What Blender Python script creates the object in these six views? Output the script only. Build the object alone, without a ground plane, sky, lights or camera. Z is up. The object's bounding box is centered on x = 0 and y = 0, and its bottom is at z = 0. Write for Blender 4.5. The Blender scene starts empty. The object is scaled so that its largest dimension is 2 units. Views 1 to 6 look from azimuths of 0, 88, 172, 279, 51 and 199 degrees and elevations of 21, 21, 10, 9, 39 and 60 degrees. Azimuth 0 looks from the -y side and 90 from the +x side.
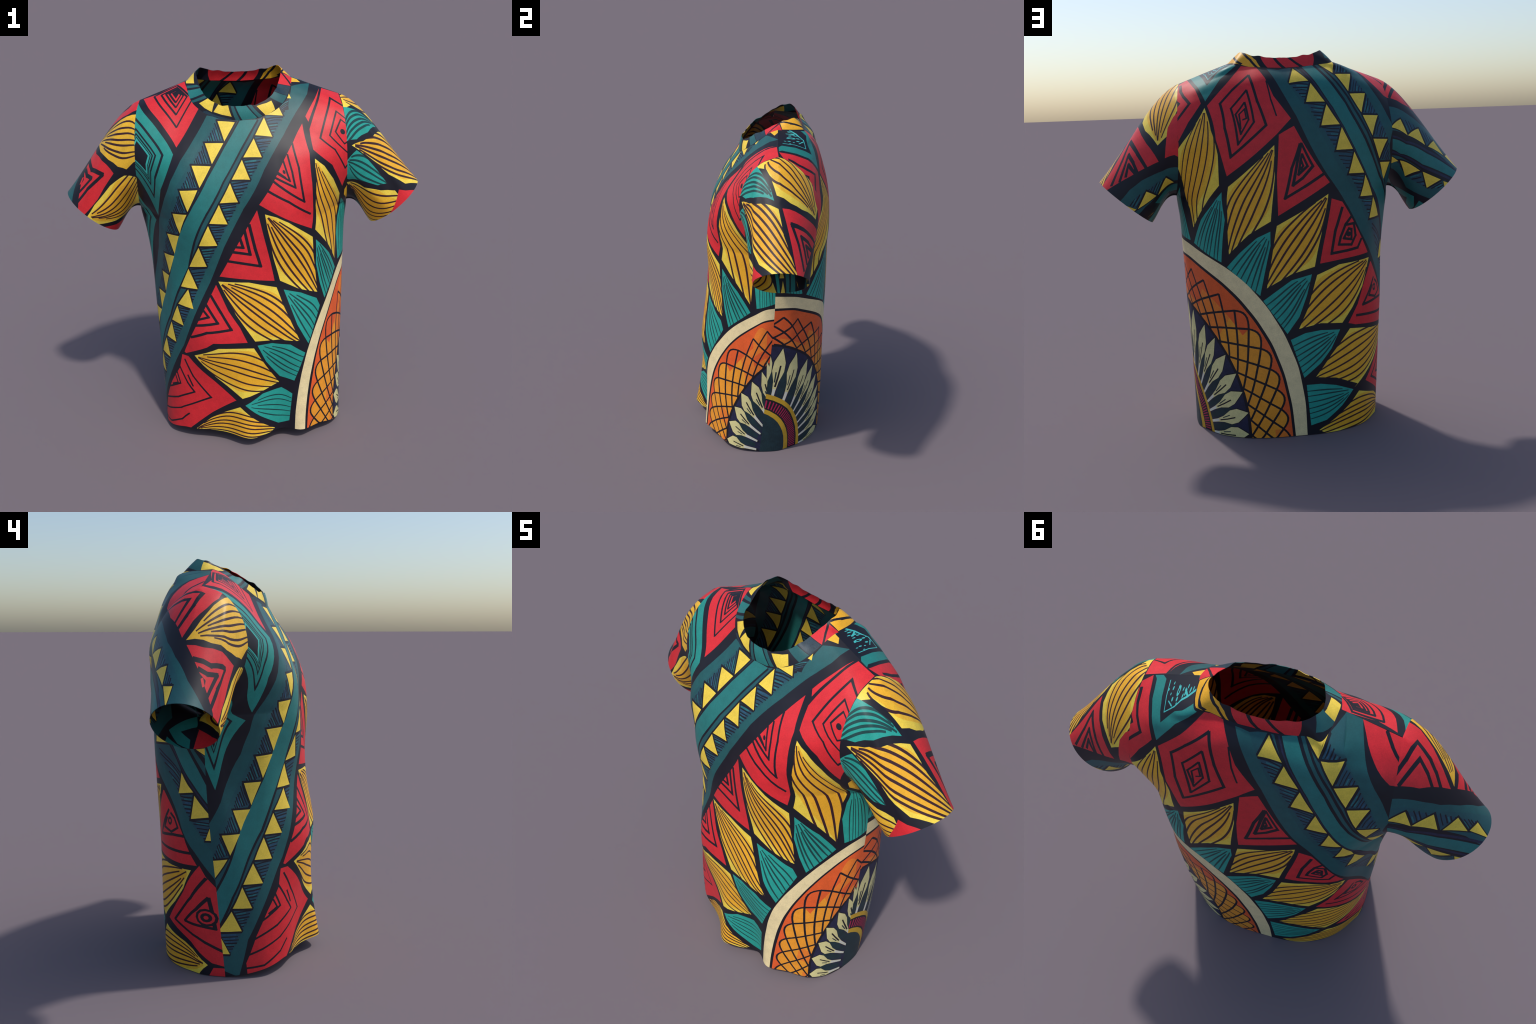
"""A printed cotton T-shirt, standing by itself as if worn.

The shirt is made the way a real one is: a front, a back, two sleeves and a neck
band, each cut from printed cloth.  Every piece of cloth is flat first: the print
is laid out on it in centimetres (u across, v up), motif by motif (leaves, toothed
borders, nested lozenges, a rosette), the cloth is cut along all motif edges, and
then it is bent over a parametric body (cross-sections for the trunk, a loft from
armhole to cuff for the sleeves, a band from neckline to rim for the collar).
"""
import bpy, math, random
import numpy as np
from mathutils import Vector
from mathutils.geometry import delaunay_2d_cdt

random.seed(7)
RNG = np.random.default_rng(7)
CLOTH = 0.0035            # thickness of the cloth, metres

# ------------------------------------------------------------------ small maths
# ------------------------------------------------------------------ form of the shirt
def spl(xk,yk,x,m0=None):
    xk=np.asarray(xk,float);yk=np.asarray(yk,float);x=np.clip(x,xk[0],xk[-1])
    h=np.diff(xk);d=np.diff(yk)/h
    m=np.empty_like(yk);m[1:-1]=(h[1:]*d[:-1]+h[:-1]*d[1:])/(h[1:]+h[:-1]);m[0]=1.5*d[0]-.5*m[1] if m0 is None else m0;m[-1]=1.5*d[-1]-.5*m[-2]
    i=np.clip(np.searchsorted(xk,x,side='right')-1,0,len(h)-1)
    t=(x-xk[i])/h[i]
    return (2*t**3-3*t**2+1)*yk[i]+(t**3-2*t**2+t)*h[i]*m[i]+(-2*t**3+3*t**2)*yk[i+1]+(t**3-t**2)*h[i]*m[i+1]
def ss(a,b,x):
    t=np.clip((x-a)/(b-a),0,1);return t*t*(3-2*t)
VK=[0,.15,.3,.45,.6,.68,.76,.84,.90,.95,.98,1.0]
ZK=[0,.3,.62,.95,1.28,1.45,1.62,1.77,1.88,1.955,1.995,2.011]
SK=[0,.3,.55,.75,.9,1.]
G=.393
def hdrop(x): return np.sqrt(x*x+.15**2)-.15
def halfwidth(v): return spl([0,.19,.36,.45,.54,.6,.645,.70,.78,.84,.89,.95,1],[.509,.516,.531,.537,.551,.568,.561,.554,.550,.547,.544,.538,.527],v)
def centre(v): return .012*(1-ss(.45,.62,v))
# where the side seam, and above it the armhole, lies
def edge_y(v,side):
    z=spl(VK,ZK,v)-G*ss(.55,1,v)*hdrop(halfwidth(v))
    seam=spl([0,.42,1.05,1.28],[.0,.037,.080,.075],z)
    if side<0: up=spl([1.28,1.305,1.384,1.5,1.58,1.663,1.717,1.759,1.80,1.835,1.855],[.078,.03,-.045,-.11,-.125,-.115,-.096,-.070,-.035,.02,.088],z)
    else: up=spl([1.28,1.305,1.36,1.48,1.55,1.597,1.699,1.743,1.80,1.84,1.855],[.078,.13,.215,.302,.317,.315,.274,.245,.19,.13,.088],z)
    return np.where(v<.6,seam,up)
def base_y(s,v,side):
    b=spl([0,.6,1],[0.,.078,.088],v)
    return b+(edge_y(v,side)-b)*np.abs(s)**3
def xz(s,v):
    b=ss(.5,.85,v)
    x=centre(v)+halfwidth(v)*((1-b)*np.sin(s*np.pi/2)+b*s)
    z=spl(VK,ZK,v)-G*ss(.55,1,v)*hdrop(x)
    return x,z
# depth of a cross-section in front of / behind the side seam
def depth(T,s,v):
    s,v=np.broadcast_arrays(np.abs(s),v)
    cols=np.stack([spl(VK,T[:,j],v) for j in range(len(SK))],0)
    xk=np.array(SK);h=np.diff(xk);d=[(cols[j+1]-cols[j])/h[j] for j in range(len(h))]
    m=[0*d[0]]+[(h[j]*d[j-1]+h[j-1]*d[j])/(h[j]+h[j-1]) for j in range(1,len(h))]
    m.append(1.5*d[-1]-.5*m[-1]);m=np.stack(m)
    i=np.clip(np.searchsorted(xk,s,side='right')-1,0,len(h)-1);t=(s-xk[i])/h[i]
    g=lambda A,k:np.take_along_axis(A,k[None],0)[0]
    return (2*t**3-3*t**2+1)*g(cols,i)+(t**3-2*t**2+t)*h[i]*g(m,i)+(-2*t**3+3*t**2)*g(cols,i+1)+(t**3-t**2)*h[i]*g(m,i+1)
# the soft folds at the front hem
def bumps(x,v):
    k=np.clip(1-v/.4,0,1)**2
    return k*(.075*np.exp(-((x-.0)/.10)**2)+.03*np.exp(-((x-.29)/.06)**2)-.02*np.exp(-((x-.18)/.06)**2)-.01*np.exp(-((x+.22)/.1)**2))
def hemlift(s,v): return .062*np.clip(1-v/.5,0,1)**1.5*np.minimum(1,1.5*np.cos(s*np.pi/2))
def body(T,s,v,side):
    s,v=np.broadcast_arrays(np.asarray(s,float),np.asarray(v,float))
    x,z=xz(s,v);D=depth(T,s,v)
    if side<0: D=D+bumps(x,v)*np.minimum(1,2*(1-np.abs(s)));z=z+hemlift(s,v)
    return np.stack([x,base_y(s,v,side)+side*D,z],-1)

# depth tables, metres: one row per level VK, one column per step SK from the middle to the side
FRONT_DEPTH = np.array([
    [0.337, 0.319, 0.264, 0.186, 0.090, 0.000],
    [0.364, 0.347, 0.282, 0.178, 0.083, 0.000],
    [0.399, 0.392, 0.263, 0.141, 0.064, 0.000],
    [0.392, 0.351, 0.253, 0.101, 0.043, 0.000],
    [0.378, 0.388, 0.266, 0.111, 0.053, 0.000],
    [0.365, 0.372, 0.310, 0.173, 0.077, 0.000],
    [0.302, 0.303, 0.274, 0.191, 0.089, 0.000],
    [0.220, 0.215, 0.184, 0.141, 0.073, 0.000],
    [0.156, 0.148, 0.122, 0.093, 0.050, 0.000],
    [0.093, 0.084, 0.067, 0.049, 0.027, 0.000],
    [0.040, 0.036, 0.028, 0.020, 0.011, 0.000],
    [0.000, 0.000, 0.000, 0.000, 0.000, 0.000]])
BACK_DEPTH = np.array([
    [0.391, 0.369, 0.282, 0.167, 0.093, 0.000],
    [0.377, 0.356, 0.290, 0.195, 0.105, 0.000],
    [0.352, 0.336, 0.275, 0.189, 0.102, 0.000],
    [0.329, 0.325, 0.273, 0.157, 0.085, 0.000],
    [0.323, 0.314, 0.273, 0.175, 0.094, 0.000],
    [0.301, 0.309, 0.269, 0.174, 0.082, 0.000],
    [0.282, 0.286, 0.259, 0.182, 0.083, 0.000],
    [0.250, 0.257, 0.234, 0.157, 0.071, 0.000],
    [0.192, 0.218, 0.204, 0.140, 0.073, 0.000],
    [0.098, 0.135, 0.167, 0.115, 0.055, 0.000],
    [0.046, 0.080, 0.133, 0.064, 0.026, 0.000],
    [0.000, 0.000, 0.000, 0.000, 0.000, 0.000]])
DEPTH = {-1: FRONT_DEPTH, 1: BACK_DEPTH}

# ---- sleeve: Hermite loft from the armhole to the cuff ellipse
_v=np.concatenate([np.linspace(.6,.97,400),np.linspace(.9702,1,200)])
_ring=np.concatenate([body(DEPTH[-1],np.ones_like(_v),_v,-1),body(DEPTH[1],np.ones_like(_v),_v,1)[::-1][1:]])
_l=np.concatenate([[0],np.cumsum(np.linalg.norm(np.diff(_ring,axis=0),axis=1))])
_k=len(_v)-1
_q=np.concatenate([_l[:_k+1]/_l[_k]*.5,.5+(_l[_k+1:]-_l[_k])/(_l[-1]-_l[_k])*.5])
def armhole(q): return np.stack([np.interp(q,_q,_ring[:,i]) for i in range(3)],-1)
def cuff(q):
    a=q*2*np.pi
    e1=-np.cos(a)*.172; y=.098-.150*np.sin(a)
    return np.stack([.832+e1*.759,y,1.2535+e1*.651],-1)
T0=dict(k=[0,.25,.5,.75,1],x=[.18,.30,.40,.30,.18],y=[0,.13,0,-.07,0],z=[.05,-.15,-.12,-.15,.05])
T1=dict(k=[0,.25,.5,.75,1],x=[.12,.31,.47,.33,.12],y=[0,.07,.02,-.07,0],z=[-.16,-.30,-.52,-.31,-.16])
def sleeve(q,u):
    q,u=np.broadcast_arrays(np.asarray(q,float),np.asarray(u,float))
    A=armhole(q);C=cuff(q);u=u[...,None]
    t0=np.stack([spl(T0['k'],T0[c],q) for c in'xyz'],-1);t1=np.stack([spl(T1['k'],T1[c],q) for c in'xyz'],-1)
    P=(2*u**3-3*u**2+1)*A+(u**3-2*u**2+u)*t0+(-2*u**3+3*u**2)*C+(u**3-u**2)*t1
    # two soft creases run down the sleeve
    f=u[...,0];w=np.clip(f*4,0,1)*np.clip((1.02-f)*5,0,1)
    k=.007*np.exp(-((q-.37+.10*(f-.5))/.022)**2)-.006*np.exp(-((q-.315+.10*(f-.5))/.03)**2)+.006*np.exp(-((q-.17-.05*f)/.03)**2)-.005*np.exp(-((q-.83+.06*f)/.04)**2)
    n=P-np.array([.72,.09,1.47])
    n=n-np.array([.64,0,-.77])*(n@np.array([.64,0,-.77]))[...,None]
    n=n/(np.linalg.norm(n,axis=-1,keepdims=True)+1e-9)
    return P+n*(k*w)[...,None]
# ---- collar: band between the neckline and the top ring; q 0..1 from the back centre over +x to the front and back over -x
NF=dict(s=[0,.15,.22,.31,.385,.45,.49,.512,.527],v=[.842,.849,.857,.872,.891,.917,.95,.975,1.])
NB=dict(s=[0,.13,.27,.37,.45,.5,.527],v=[.921,.927,.942,.957,.970,.985,1.])
def polyline(p):
    l=np.concatenate([[0],np.cumsum(np.linalg.norm(np.diff(p,axis=0),axis=1))]);return l/l[-1]
def _halfneck():
    fs=np.linspace(0,1,60);s1=spl(np.linspace(0,1,9),NF['s'],fs);v1=spl(np.linspace(0,1,9),NF['v'],fs)
    s2=spl(np.linspace(0,1,7),NB['s'],fs);v2=spl(np.linspace(0,1,7),NB['v'],fs)
    A=body(DEPTH[-1],s1,v1,-1);B=body(DEPTH[1],s2,v2,1)[::-1][1:]
    P=np.concatenate([A,B]);return P,polyline(P)
_NP,_NL=_halfneck()
RING=np.array([(0,-.116,1.846),(.05,-.112,1.847),(.10,-.097,1.852),(.15,-.072,1.874),(.182,-.040,1.900),(.203,.019,1.930),(.220,.085,1.970),(.224,.14,1.992),(.205,.180,2.0),(.165,.207,1.985),(.115,.216,1.976),(.05,.224,1.967),(0,.226,1.964)])
RL=polyline(RING)
# matching fraction: shoulder point of the ring (.224,.1) sits over the neckline shoulder point
def collar(q,w):
    q,w=np.broadcast_arrays(np.asarray(q,float),np.asarray(w,float))
    h=np.clip(np.abs(q-.5)*2,0,1);sg=np.where(q<.5,1.,-1.)
    N=np.stack([np.interp(h,_NL,_NP[:,i]) for i in range(3)],-1)
    R=np.stack([spl(RL,RING[:,i],h) for i in range(3)],-1)
    W=w[...,None]
    P=N+(R-N)*W
    n=P-np.array([0,.08,1.9]);n[...,2]=0;n/=np.linalg.norm(n,axis=-1,keepdims=True)
    P=P+n*(.003*np.sin(np.pi*W))
    P[...,2]+=w*(-.0005+.0015*np.sin(q*97)+.0013*np.sin(q*151+1))      # a rim that is not quite even
    P[...,0]*=sg
    return P

# ------------------------------------------------------------------ printing on flat cloth
def seg_len(p):
    return np.concatenate([[0], np.cumsum(np.hypot(*np.diff(p, axis=0).T))])

def resample(path, n):
    p = np.asarray(path, float); l = seg_len(p); t = np.linspace(0, l[-1], n)
    return np.stack([np.interp(t, l, p[:, 0]), np.interp(t, l, p[:, 1])], -1)

def smooth(p, times):
    p = p.copy()
    for _ in range(times):
        p[1:-1] = (p[:-2] + 2 * p[1:-1] + p[2:]) / 4
    return p

class Print:
    """The layers of ink on one piece of cloth, painted in order of rank."""
    def __init__(self):
        self.layers = []

    def area(self, col, pts, clip=None, rank=1.0):
        p = np.asarray(pts, float)
        if len(p) > 2:
            self.layers.append((rank, len(self.layers), col, p, None if clip is None else np.asarray(clip, float)))

    def dot(self, col, c, r):
        self.area(col, [(c[0] + r * .9 * math.cos(a), c[1] + r * math.sin(a)) for a in np.arange(12) * math.tau / 12])

    def band(self, col, p1, p2):
        rank = .2 if col == HATCH else .9
        self.area(col, list(p1) + list(p2)[::-1], rank=rank)

    def lane(self, col, p1, p2, a, b):
        p, q = resample(p1, 24), resample(p2, 24)
        self.area(col, list(p + (q - p) * a) + list((p + (q - p) * b)[::-1]))

    def stroke(self, col, pts, w, clip=None, rank=1.0, taper=0.0):
        p = np.asarray(pts, float); w = w * 1.27
        d = np.diff(p, axis=0); L = np.hypot(d[:, 0], d[:, 1]); ok = L > 1e-6
        n = len(p) - 1
        if taper:                                   # one smooth swelling line
            t = np.gradient(p, axis=0); t /= np.hypot(t[:, 0], t[:, 1])[:, None] + 1e-9
            m = np.stack([-t[:, 1], t[:, 0]], -1)
            h = w / 2 * (1 - taper * np.abs(np.linspace(-1, 1, len(p))) ** 2)[:, None]
            self.area(col, list(p + m * h) + list((p - m * h)[::-1]), clip, rank)
            return
        for i in range(n):                          # pen strokes that overlap at the corners
            if not ok[i]: continue
            t = d[i] / L[i]; m = np.array([-t[1], t[0]]) * w / 2
            a = p[i] - t * w * (.42 if i else .1); b = p[i + 1] + t * w * (.42 if i < n - 1 else .1)
            self.area(col, [a + m, b + m * RNG.uniform(.85, 1.1), b - m, a - m * RNG.uniform(.85, 1.1)], clip, rank)

    def tooth(self, col, tri):
        """A gold triangle with a dark outline."""
        p = np.asarray(tri, float); c = p.mean(0)
        self.area(INK, c + (p - c) * 1.30, rank=.6)
        self.area(PALE_GOLD, p); self.area(col, c + (p - c) * .80)

    def rings(self, line, fill, poly, c, ratios, w, core=None, core_size=.1, clip=None):
        p = np.asarray(poly, float); c = np.asarray(c, float)
        for r in ratios:
            q = c + (p - c) * r
            self.stroke(line, list(q) + [q[0]], w, clip=poly if clip is None else clip)
        if core: self.area(core, c + (p - c) * core_size, clip=clip)

    def nest(self, poly, c, ratios, cols):
        """Lozenges one inside the other, the two colours taking turns."""
        p = np.asarray(poly, float); c = np.asarray(c, float)
        for i, r in enumerate(ratios): self.area(cols[i % 2], c + (p - c) * r)

    def leaf(self, col, A, s1, B, s2, n):
        """A pointed leaf from tip A to tip B; n veins fan out of A and run on side by side towards B."""
        outline = [A] + list(s1) + [B] + list(s2)
        self.area(PALE_GOLD if col == GOLD else col, outline)
        P = smooth(resample([A] + list(s1) + [B], 25), 3); Q = smooth(resample([A] + list(s2)[::-1] + [B], 25), 3)
        half = (P - Q) / 2; k = np.hypot(half[:, 0], half[:, 1]).argmax(); u = np.linspace(0, 1, 25)
        A_, B_, M_ = P[0], P[-1], (P + Q)[12] / 2
        bend = 2 * M_ - (A_ + B_) / 2               # the midrib is one gentle curve
        mid = ((1 - u) ** 2)[:, None] * A_ + (2 * u * (1 - u))[:, None] * bend + (u ** 2)[:, None] * B_
        swell = .55 * np.sin(math.pi * u) ** .8 + .45 * np.sin(np.minimum(u / .62, 1) * math.pi / 2)
        spread = half[k][None] * (swell / swell[k])[:, None]
        half = half * 1.05
        if col == GOLD:
            self.area(GOLD, list((mid + half * .86)[1:-1]) + list((mid - half * .86)[1:-1][::-1]), clip=outline)
            self.area(AMBER, list((mid + half * .6)[2:-4]) + list((mid - half * .6)[2:-4][::-1]), clip=outline)
        for i in range(1, n + 1):
            t = 2 * (i + RNG.uniform(-.12, .12)) / (n + 1) - 1
            v = mid + spread * t * 1.04
            i0 = 1 if abs(t) < .25 else 2 + i % 2
            v = v[i0:] + smooth(RNG.normal(0, .10, (25 - i0, 2)), 3)
            self.stroke(VEIN if col == GOLD else VEIN_TEAL, v, .76, clip=outline, taper=.3)

    def fan(self, col, A, s1, s2, n):
        """A leaf that widens from its tip to a broad base, veins fanning out."""
        outline = [A] + list(s1) + list(s2)[::-1]
        self.area(col, outline)
        P = smooth(resample([A] + list(s1), 15), 8); Q = smooth(resample([A] + list(s2), 15), 8)
        for k in range(1, n + 1):
            t = (k + RNG.uniform(-.15, .15)) / (n + 1); v = P + (Q - P) * t
            i0 = 2 + (k % 2) * 2
            self.stroke(VEIN if col == GOLD else VEIN_TEAL, v[i0:] + smooth(RNG.normal(0, .10, (15 - i0, 2)), 4), .64, clip=outline, taper=.4)

    def hatching(self, gap, n):
        """Pen strokes side by side in the gap (outer, outer, inner corner) between two teeth."""
        a, b, c = [np.asarray(x, float) for x in gap]
        if max(np.hypot(*(a - b)), np.hypot(*(a - c))) > 32: return
        self.area(HATCH_2, [a, b, c], rank=.3)
        for k in range(n):
            f = (k + .5 + RNG.uniform(-.15, .15)) / n
            s, e = c + (b - c) * f, a + (b - a) * f
            s, e = s + (e - s) * RNG.uniform(.0, .12), s + (e - s) * RNG.uniform(.9, 1.12)
            d = (e - s)[::-1] * (.04, -.04) * RNG.uniform(-1, 1)
            self.stroke(INK, [s, (s + e) / 2 + d, e], RNG.uniform(.36, .58), rank=.4)
            if k < n - 1 and RNG.random() < .6:
                g = f + .5 / n; s, e = c + (b - c) * g, a + (b - a) * g
                self.stroke(TEAL_INK if RNG.random() < .6 else BLUE_INK, [s + (e - s) * .15, s + (e - s) * RNG.uniform(.6, .95)], .55, rank=.35)

    def rosette(self, co, ci, oo, oi, cells, hi, fade):
        """Pale ring, and inside it a ring of scale pattern that loses its gold towards the far end."""
        fine = lambda p: smooth(resample(p, 90), 8)
        co, ci, oo, oi = fine(co), fine(ci), fine(oo), fine(oi)
        self.area(CREAM, list(co) + list(ci)[::-1])
        self.area(FLAME, list(oo) + list(oi)[::-1])
        x = np.linspace(0, 1, 90)
        def at(t, r):
            f = lambda p: np.stack([np.interp(t, x, p[:, 0]), np.interp(t, x, p[:, 1])], -1)
            return f(oi) + (f(oo) - f(oi)) * np.asarray(r)[..., None]
        dt = 1.0 / cells
        bulge = lambda t: hi + .13 * np.abs(np.sin(math.pi * (t / dt - .5)))
        for k in range(cells + 1):                  # the scales, four deep, redder further up
            for j in range(4):
                t0, t1 = (k - .5) * dt, (k + .5) * dt
                if t1 < 0 or t0 > 1: continue
                t = np.clip(np.linspace(t0, t1, 7), 0, 1); top = bulge(t) if j == 3 else np.full(7, hi * (j + 1) / 4)
                mid = (t0 + t1) / 2 + RNG.uniform(-.06, .06)
                c = ORANGE if mid < fade - .12 * (j == 3) else (ORANGE_2 if mid < fade + .22 and j < 3 else FLAME)
                if RNG.random() < .14: c = ORANGE_2
                self.area(c, list(at(t, top)) + list(at(t, np.full(7, hi * j / 4)))[::-1])
        r = np.linspace(0, 1, 11)
        for k in range(-3, cells + 4):
            for shift in (-1.5, 1.9):
                t = (k + .5) * dt + shift * dt * (r - 1) * (1 + .25 * (1 - r))
                keep = (t > -.02) & (t < 1.02)
                if keep.sum() > 2: self.stroke(INK, at(t, r * hi)[keep], .85)
            t = (k + .5) * dt + dt * np.linspace(0, 1, 9)
            if t[0] > -.2 and t[-1] < fade: self.stroke(INK, at(np.clip(t, 0, 1), bulge(t)), .8)
        self.stroke(INK, oi[::3], 1.2)

    def petals(self, tips, cen, reach, width):
        c = np.asarray(cen, float); T = [np.asarray(t, float) for t in tips]
        self.area(NAVY_BLUE, [c + (t - c) * 1.02 for t in T] + [c], rank=.3)
        for i, t in enumerate(T):
            a, b = T[max(i - 1, 0)], T[min(i + 1, len(T) - 1)]
            side = (b - a) / (2 if 0 < i < len(T) - 1 else 1)
            at = lambda r, w: c + (t - c) * r + side * w * r
            if i < len(T) - 1:
                m = (t + b) / 2; ms = (b - t)
                am = lambda r, w: c + (m - c) * r + ms * w * r
                self.area(DEEP_TEAL, [am(.86, 0), am(.76, .25), am(.62, .28), am(reach - .12, .2), am(reach - .12, -.2), am(.62, -.28), am(.76, -.25)], rank=.95)
            body_ = [at(1, 0), at(.955, width * .32), at(.88, width * .88), at(.80, width), at(.71, width * .50), at(.62, .13), at(reach - .14, .11),
                     at(reach - .14, -.11), at(.62, -.13), at(.71, -width * .50), at(.80, -width), at(.88, -width * .88), at(.955, -width * .32)]
            q = np.array(body_); g = q.mean(0)
            self.area(INK, g + (q - g) * 1.08, rank=1.0); self.area(PETAL, body_)
            self.area(WHITE, [at(.64, .11), at(reach - .14, .09), at(reach - .14, -.09), at(.64, -.11)])
            self.stroke(INK, [at(.66, .02), at(.75, .06), at(.85, .07)], .6)
            self.stroke(DEEP_TEAL, [at(.70, -.10), at(.79, -.14)], .45)

    def eye(self, cen, a, b, d, e):
        """The hub: two ochre rings with crimson beads between them."""
        for col, p in ((OCHRE, a), (INK, b), (OCHRE, d), (DEEP_TEAL, e)):
            self.area(col, [(p[0][0], -3)] + list(p) + [(cen[0] + 9, p[-1][1]), (cen[0] + 9, -3)])
        B, D = resample(b, 60), resample(d, 60)
        for i in range(1, 59, 2):
            p, q = B[i], D[i]; u = (D[i] - D[i - 1]) * .9
            p, q = p + (q - p) * .15, q + (p - q) * .12
            self.area(CRIMSON, [p - u * .55, p + u * .55, q + u * .5, q - u * .5])

# ------------------------------------------------------------------ cutting and sewing
def inside(pts, poly):
    x, y = pts[:, 0], pts[:, 1]; r = np.zeros(len(pts), bool)
    a, b = poly, np.roll(poly, -1, axis=0)
    for (x0, y0), (x1, y1) in zip(a, b):
        if y0 != y1:
            m = (y0 > y) != (y1 > y)
            r ^= m & (x < (x1 - x0) * (y - y0) / (y1 - y0) + x0)
    return r

def cut(name, print_, outline, step, place, parent, ground="INK", flip=False):
    """Cut the cloth along every motif edge, bend it with place(u, v) and give it thickness."""
    layers = sorted(print_.layers, key=lambda l: (l[0], l[1]))
    outline = np.asarray(outline, float)
    pts, edges = [], []
    lo, hi = outline.min(0) - 2, outline.max(0) + 2
    def add(poly):
        k = len(pts); n = len(poly)
        L = np.hypot(*(np.roll(poly, -1, axis=0) - poly).T)
        out = []
        for i in range(n):                          # long edges are divided so that they bend with the cloth
            m = max(1, int(L[i] / (2.2 * step)))
            for j in range(m): out.append(poly[i] + (poly[(i + 1) % n] - poly[i]) * j / m)
        pts.extend(out); m = len(out)
        edges.extend((k + i, k + (i + 1) % m) for i in range(m))
    add(outline)
    used = []
    for l in layers:
        if (l[3].max(0) < lo).any() or (l[3].min(0) > hi).any(): continue
        used.append(l); add(l[3])
    gu, gv = np.meshgrid(np.arange(lo[0], hi[0], step), np.arange(lo[1], hi[1], step))
    gu[1::2] += step / 2
    g = np.stack([gu.ravel(), gv.ravel()], -1); g = g[inside(g, outline)]
    pts.extend(g)
    v2, _, tri, *_ = delaunay_2d_cdt([Vector((float(p[0]), float(p[1]))) for p in pts], edges, [], 0, 2e-3, False)
    v2 = np.array([tuple(v) for v in v2]); tri = np.array([t for t in tri if len(t) == 3])
    c = v2[tri].mean(1)
    keep = inside(c, outline); tri, c = tri[keep], c[keep]
    e1, e2 = v2[tri[:, 1]] - v2[tri[:, 0]], v2[tri[:, 2]] - v2[tri[:, 0]]
    area = e1[:, 0] * e2[:, 1] - e1[:, 1] * e2[:, 0]
    tri[area < 0] = tri[area < 0][:, ::-1]
    if flip: tri = tri[:, ::-1]
    names = [ground] + sorted({l[2] for l in used} - {ground})
    colour = np.zeros(len(tri), int)
    for _, _, col, poly, clip in used:
        a, b = poly.min(0), poly.max(0)
        i = np.nonzero((c[:, 0] > a[0]) & (c[:, 0] < b[0]) & (c[:, 1] > a[1]) & (c[:, 1] < b[1]))[0]
        if not len(i): continue
        i = i[inside(c[i], poly)]
        if clip is not None and len(i): i = i[inside(c[i], clip)]
        colour[i] = names.index(col)
    ids, tri = np.unique(tri, return_inverse=True); tri = tri.reshape(-1, 3); v2 = v2[ids]
    P = place(v2[:, 0], v2[:, 1]); h = .02
    n = np.cross(place(v2[:, 0] + h, v2[:, 1]) - place(v2[:, 0] - h, v2[:, 1]), place(v2[:, 0], v2[:, 1] + h) - place(v2[:, 0], v2[:, 1] - h))
    if flip: n = -n
    ln = np.linalg.norm(n, axis=1, keepdims=True); n = np.where(ln > 1e-12, n / np.maximum(ln, 1e-12), np.array([0, 0, 1.]))
    m = len(P)
    e = np.sort(np.concatenate([tri[:, [0, 1]], tri[:, [1, 2]], tri[:, [2, 0]]]), axis=1)
    d = np.concatenate([tri[:, [0, 1]], tri[:, [1, 2]], tri[:, [2, 0]]])
    _, first, cnt = np.unique(e, axis=0, return_index=True, return_counts=True)
    rim = d[first[cnt == 1]]; rc = np.tile(colour, 3)[first[cnt == 1]]
    verts = np.concatenate([P, P - n * CLOTH])
    faces = [tuple(t) for t in tri] + [tuple(t + m) for t in tri[:, ::-1]] + [(b, a, a + m, b + m) for a, b in rim]
    me = bpy.data.meshes.new(name)
    me.from_pydata(verts.tolist(), [], [tuple(int(i) for i in f) for f in faces])
    for k in names: me.materials.append(dye(k))
    me.polygons.foreach_set("material_index", np.concatenate([colour, colour, rc]).astype(np.int32))
    me.polygons.foreach_set("use_smooth", np.ones(len(faces), bool))
    me.update()
    me.normals_split_custom_set_from_vertices(np.concatenate([n, -n]).tolist())
    o = bpy.data.objects.new(name, me); bpy.context.scene.collection.objects.link(o); o.parent = parent
    return o

# ------------------------------------------------------------------ dyes
DYES = dict(INK=(.0085, .0080, .0150), NAVY=(.016, .040, .060), NAVY_BLUE=(.018, .020, .055), DULL=(.016, .100, .105), RIBBON=(.020, .175, .165),
            LEAF_TEAL=(.020, .330, .270), LEAF_DARK=(.018, .215, .190), DEEP_TEAL=(.012, .034, .042), TEAL_INK=(.022, .150, .160), BLUE_INK=(.025, .085, .150), AQUA=(.06, .47, .45),
            GOLD=(.85, .475, .032), PALE_GOLD=(.88, .64, .070), AMBER=(.85, .42, .024), RED=(.69, .024, .032), FLAME=(.78, .115, .024), ORANGE=(.84, .32, .026), ORANGE_2=(.82, .21, .026), HATCH=(.016, .088, .100), HATCH_2=(.018, .070, .105), AQUA_TEAL=(.04, .42, .36),
            CREAM=(.85, .69, .37), PETAL=(.74, .66, .30), TEAL_3=(.018, .255, .215), LEMON=(.86, .61, .068), WHITE=(.72, .70, .60), OCHRE=(.62, .36, .025), CRIMSON=(.50, .015, .080), VEIN=(.045, .012, .016), VEIN_TEAL=(.008, .055, .055))
for _k in DYES: globals()[_k] = _k
_dyes = {}
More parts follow.
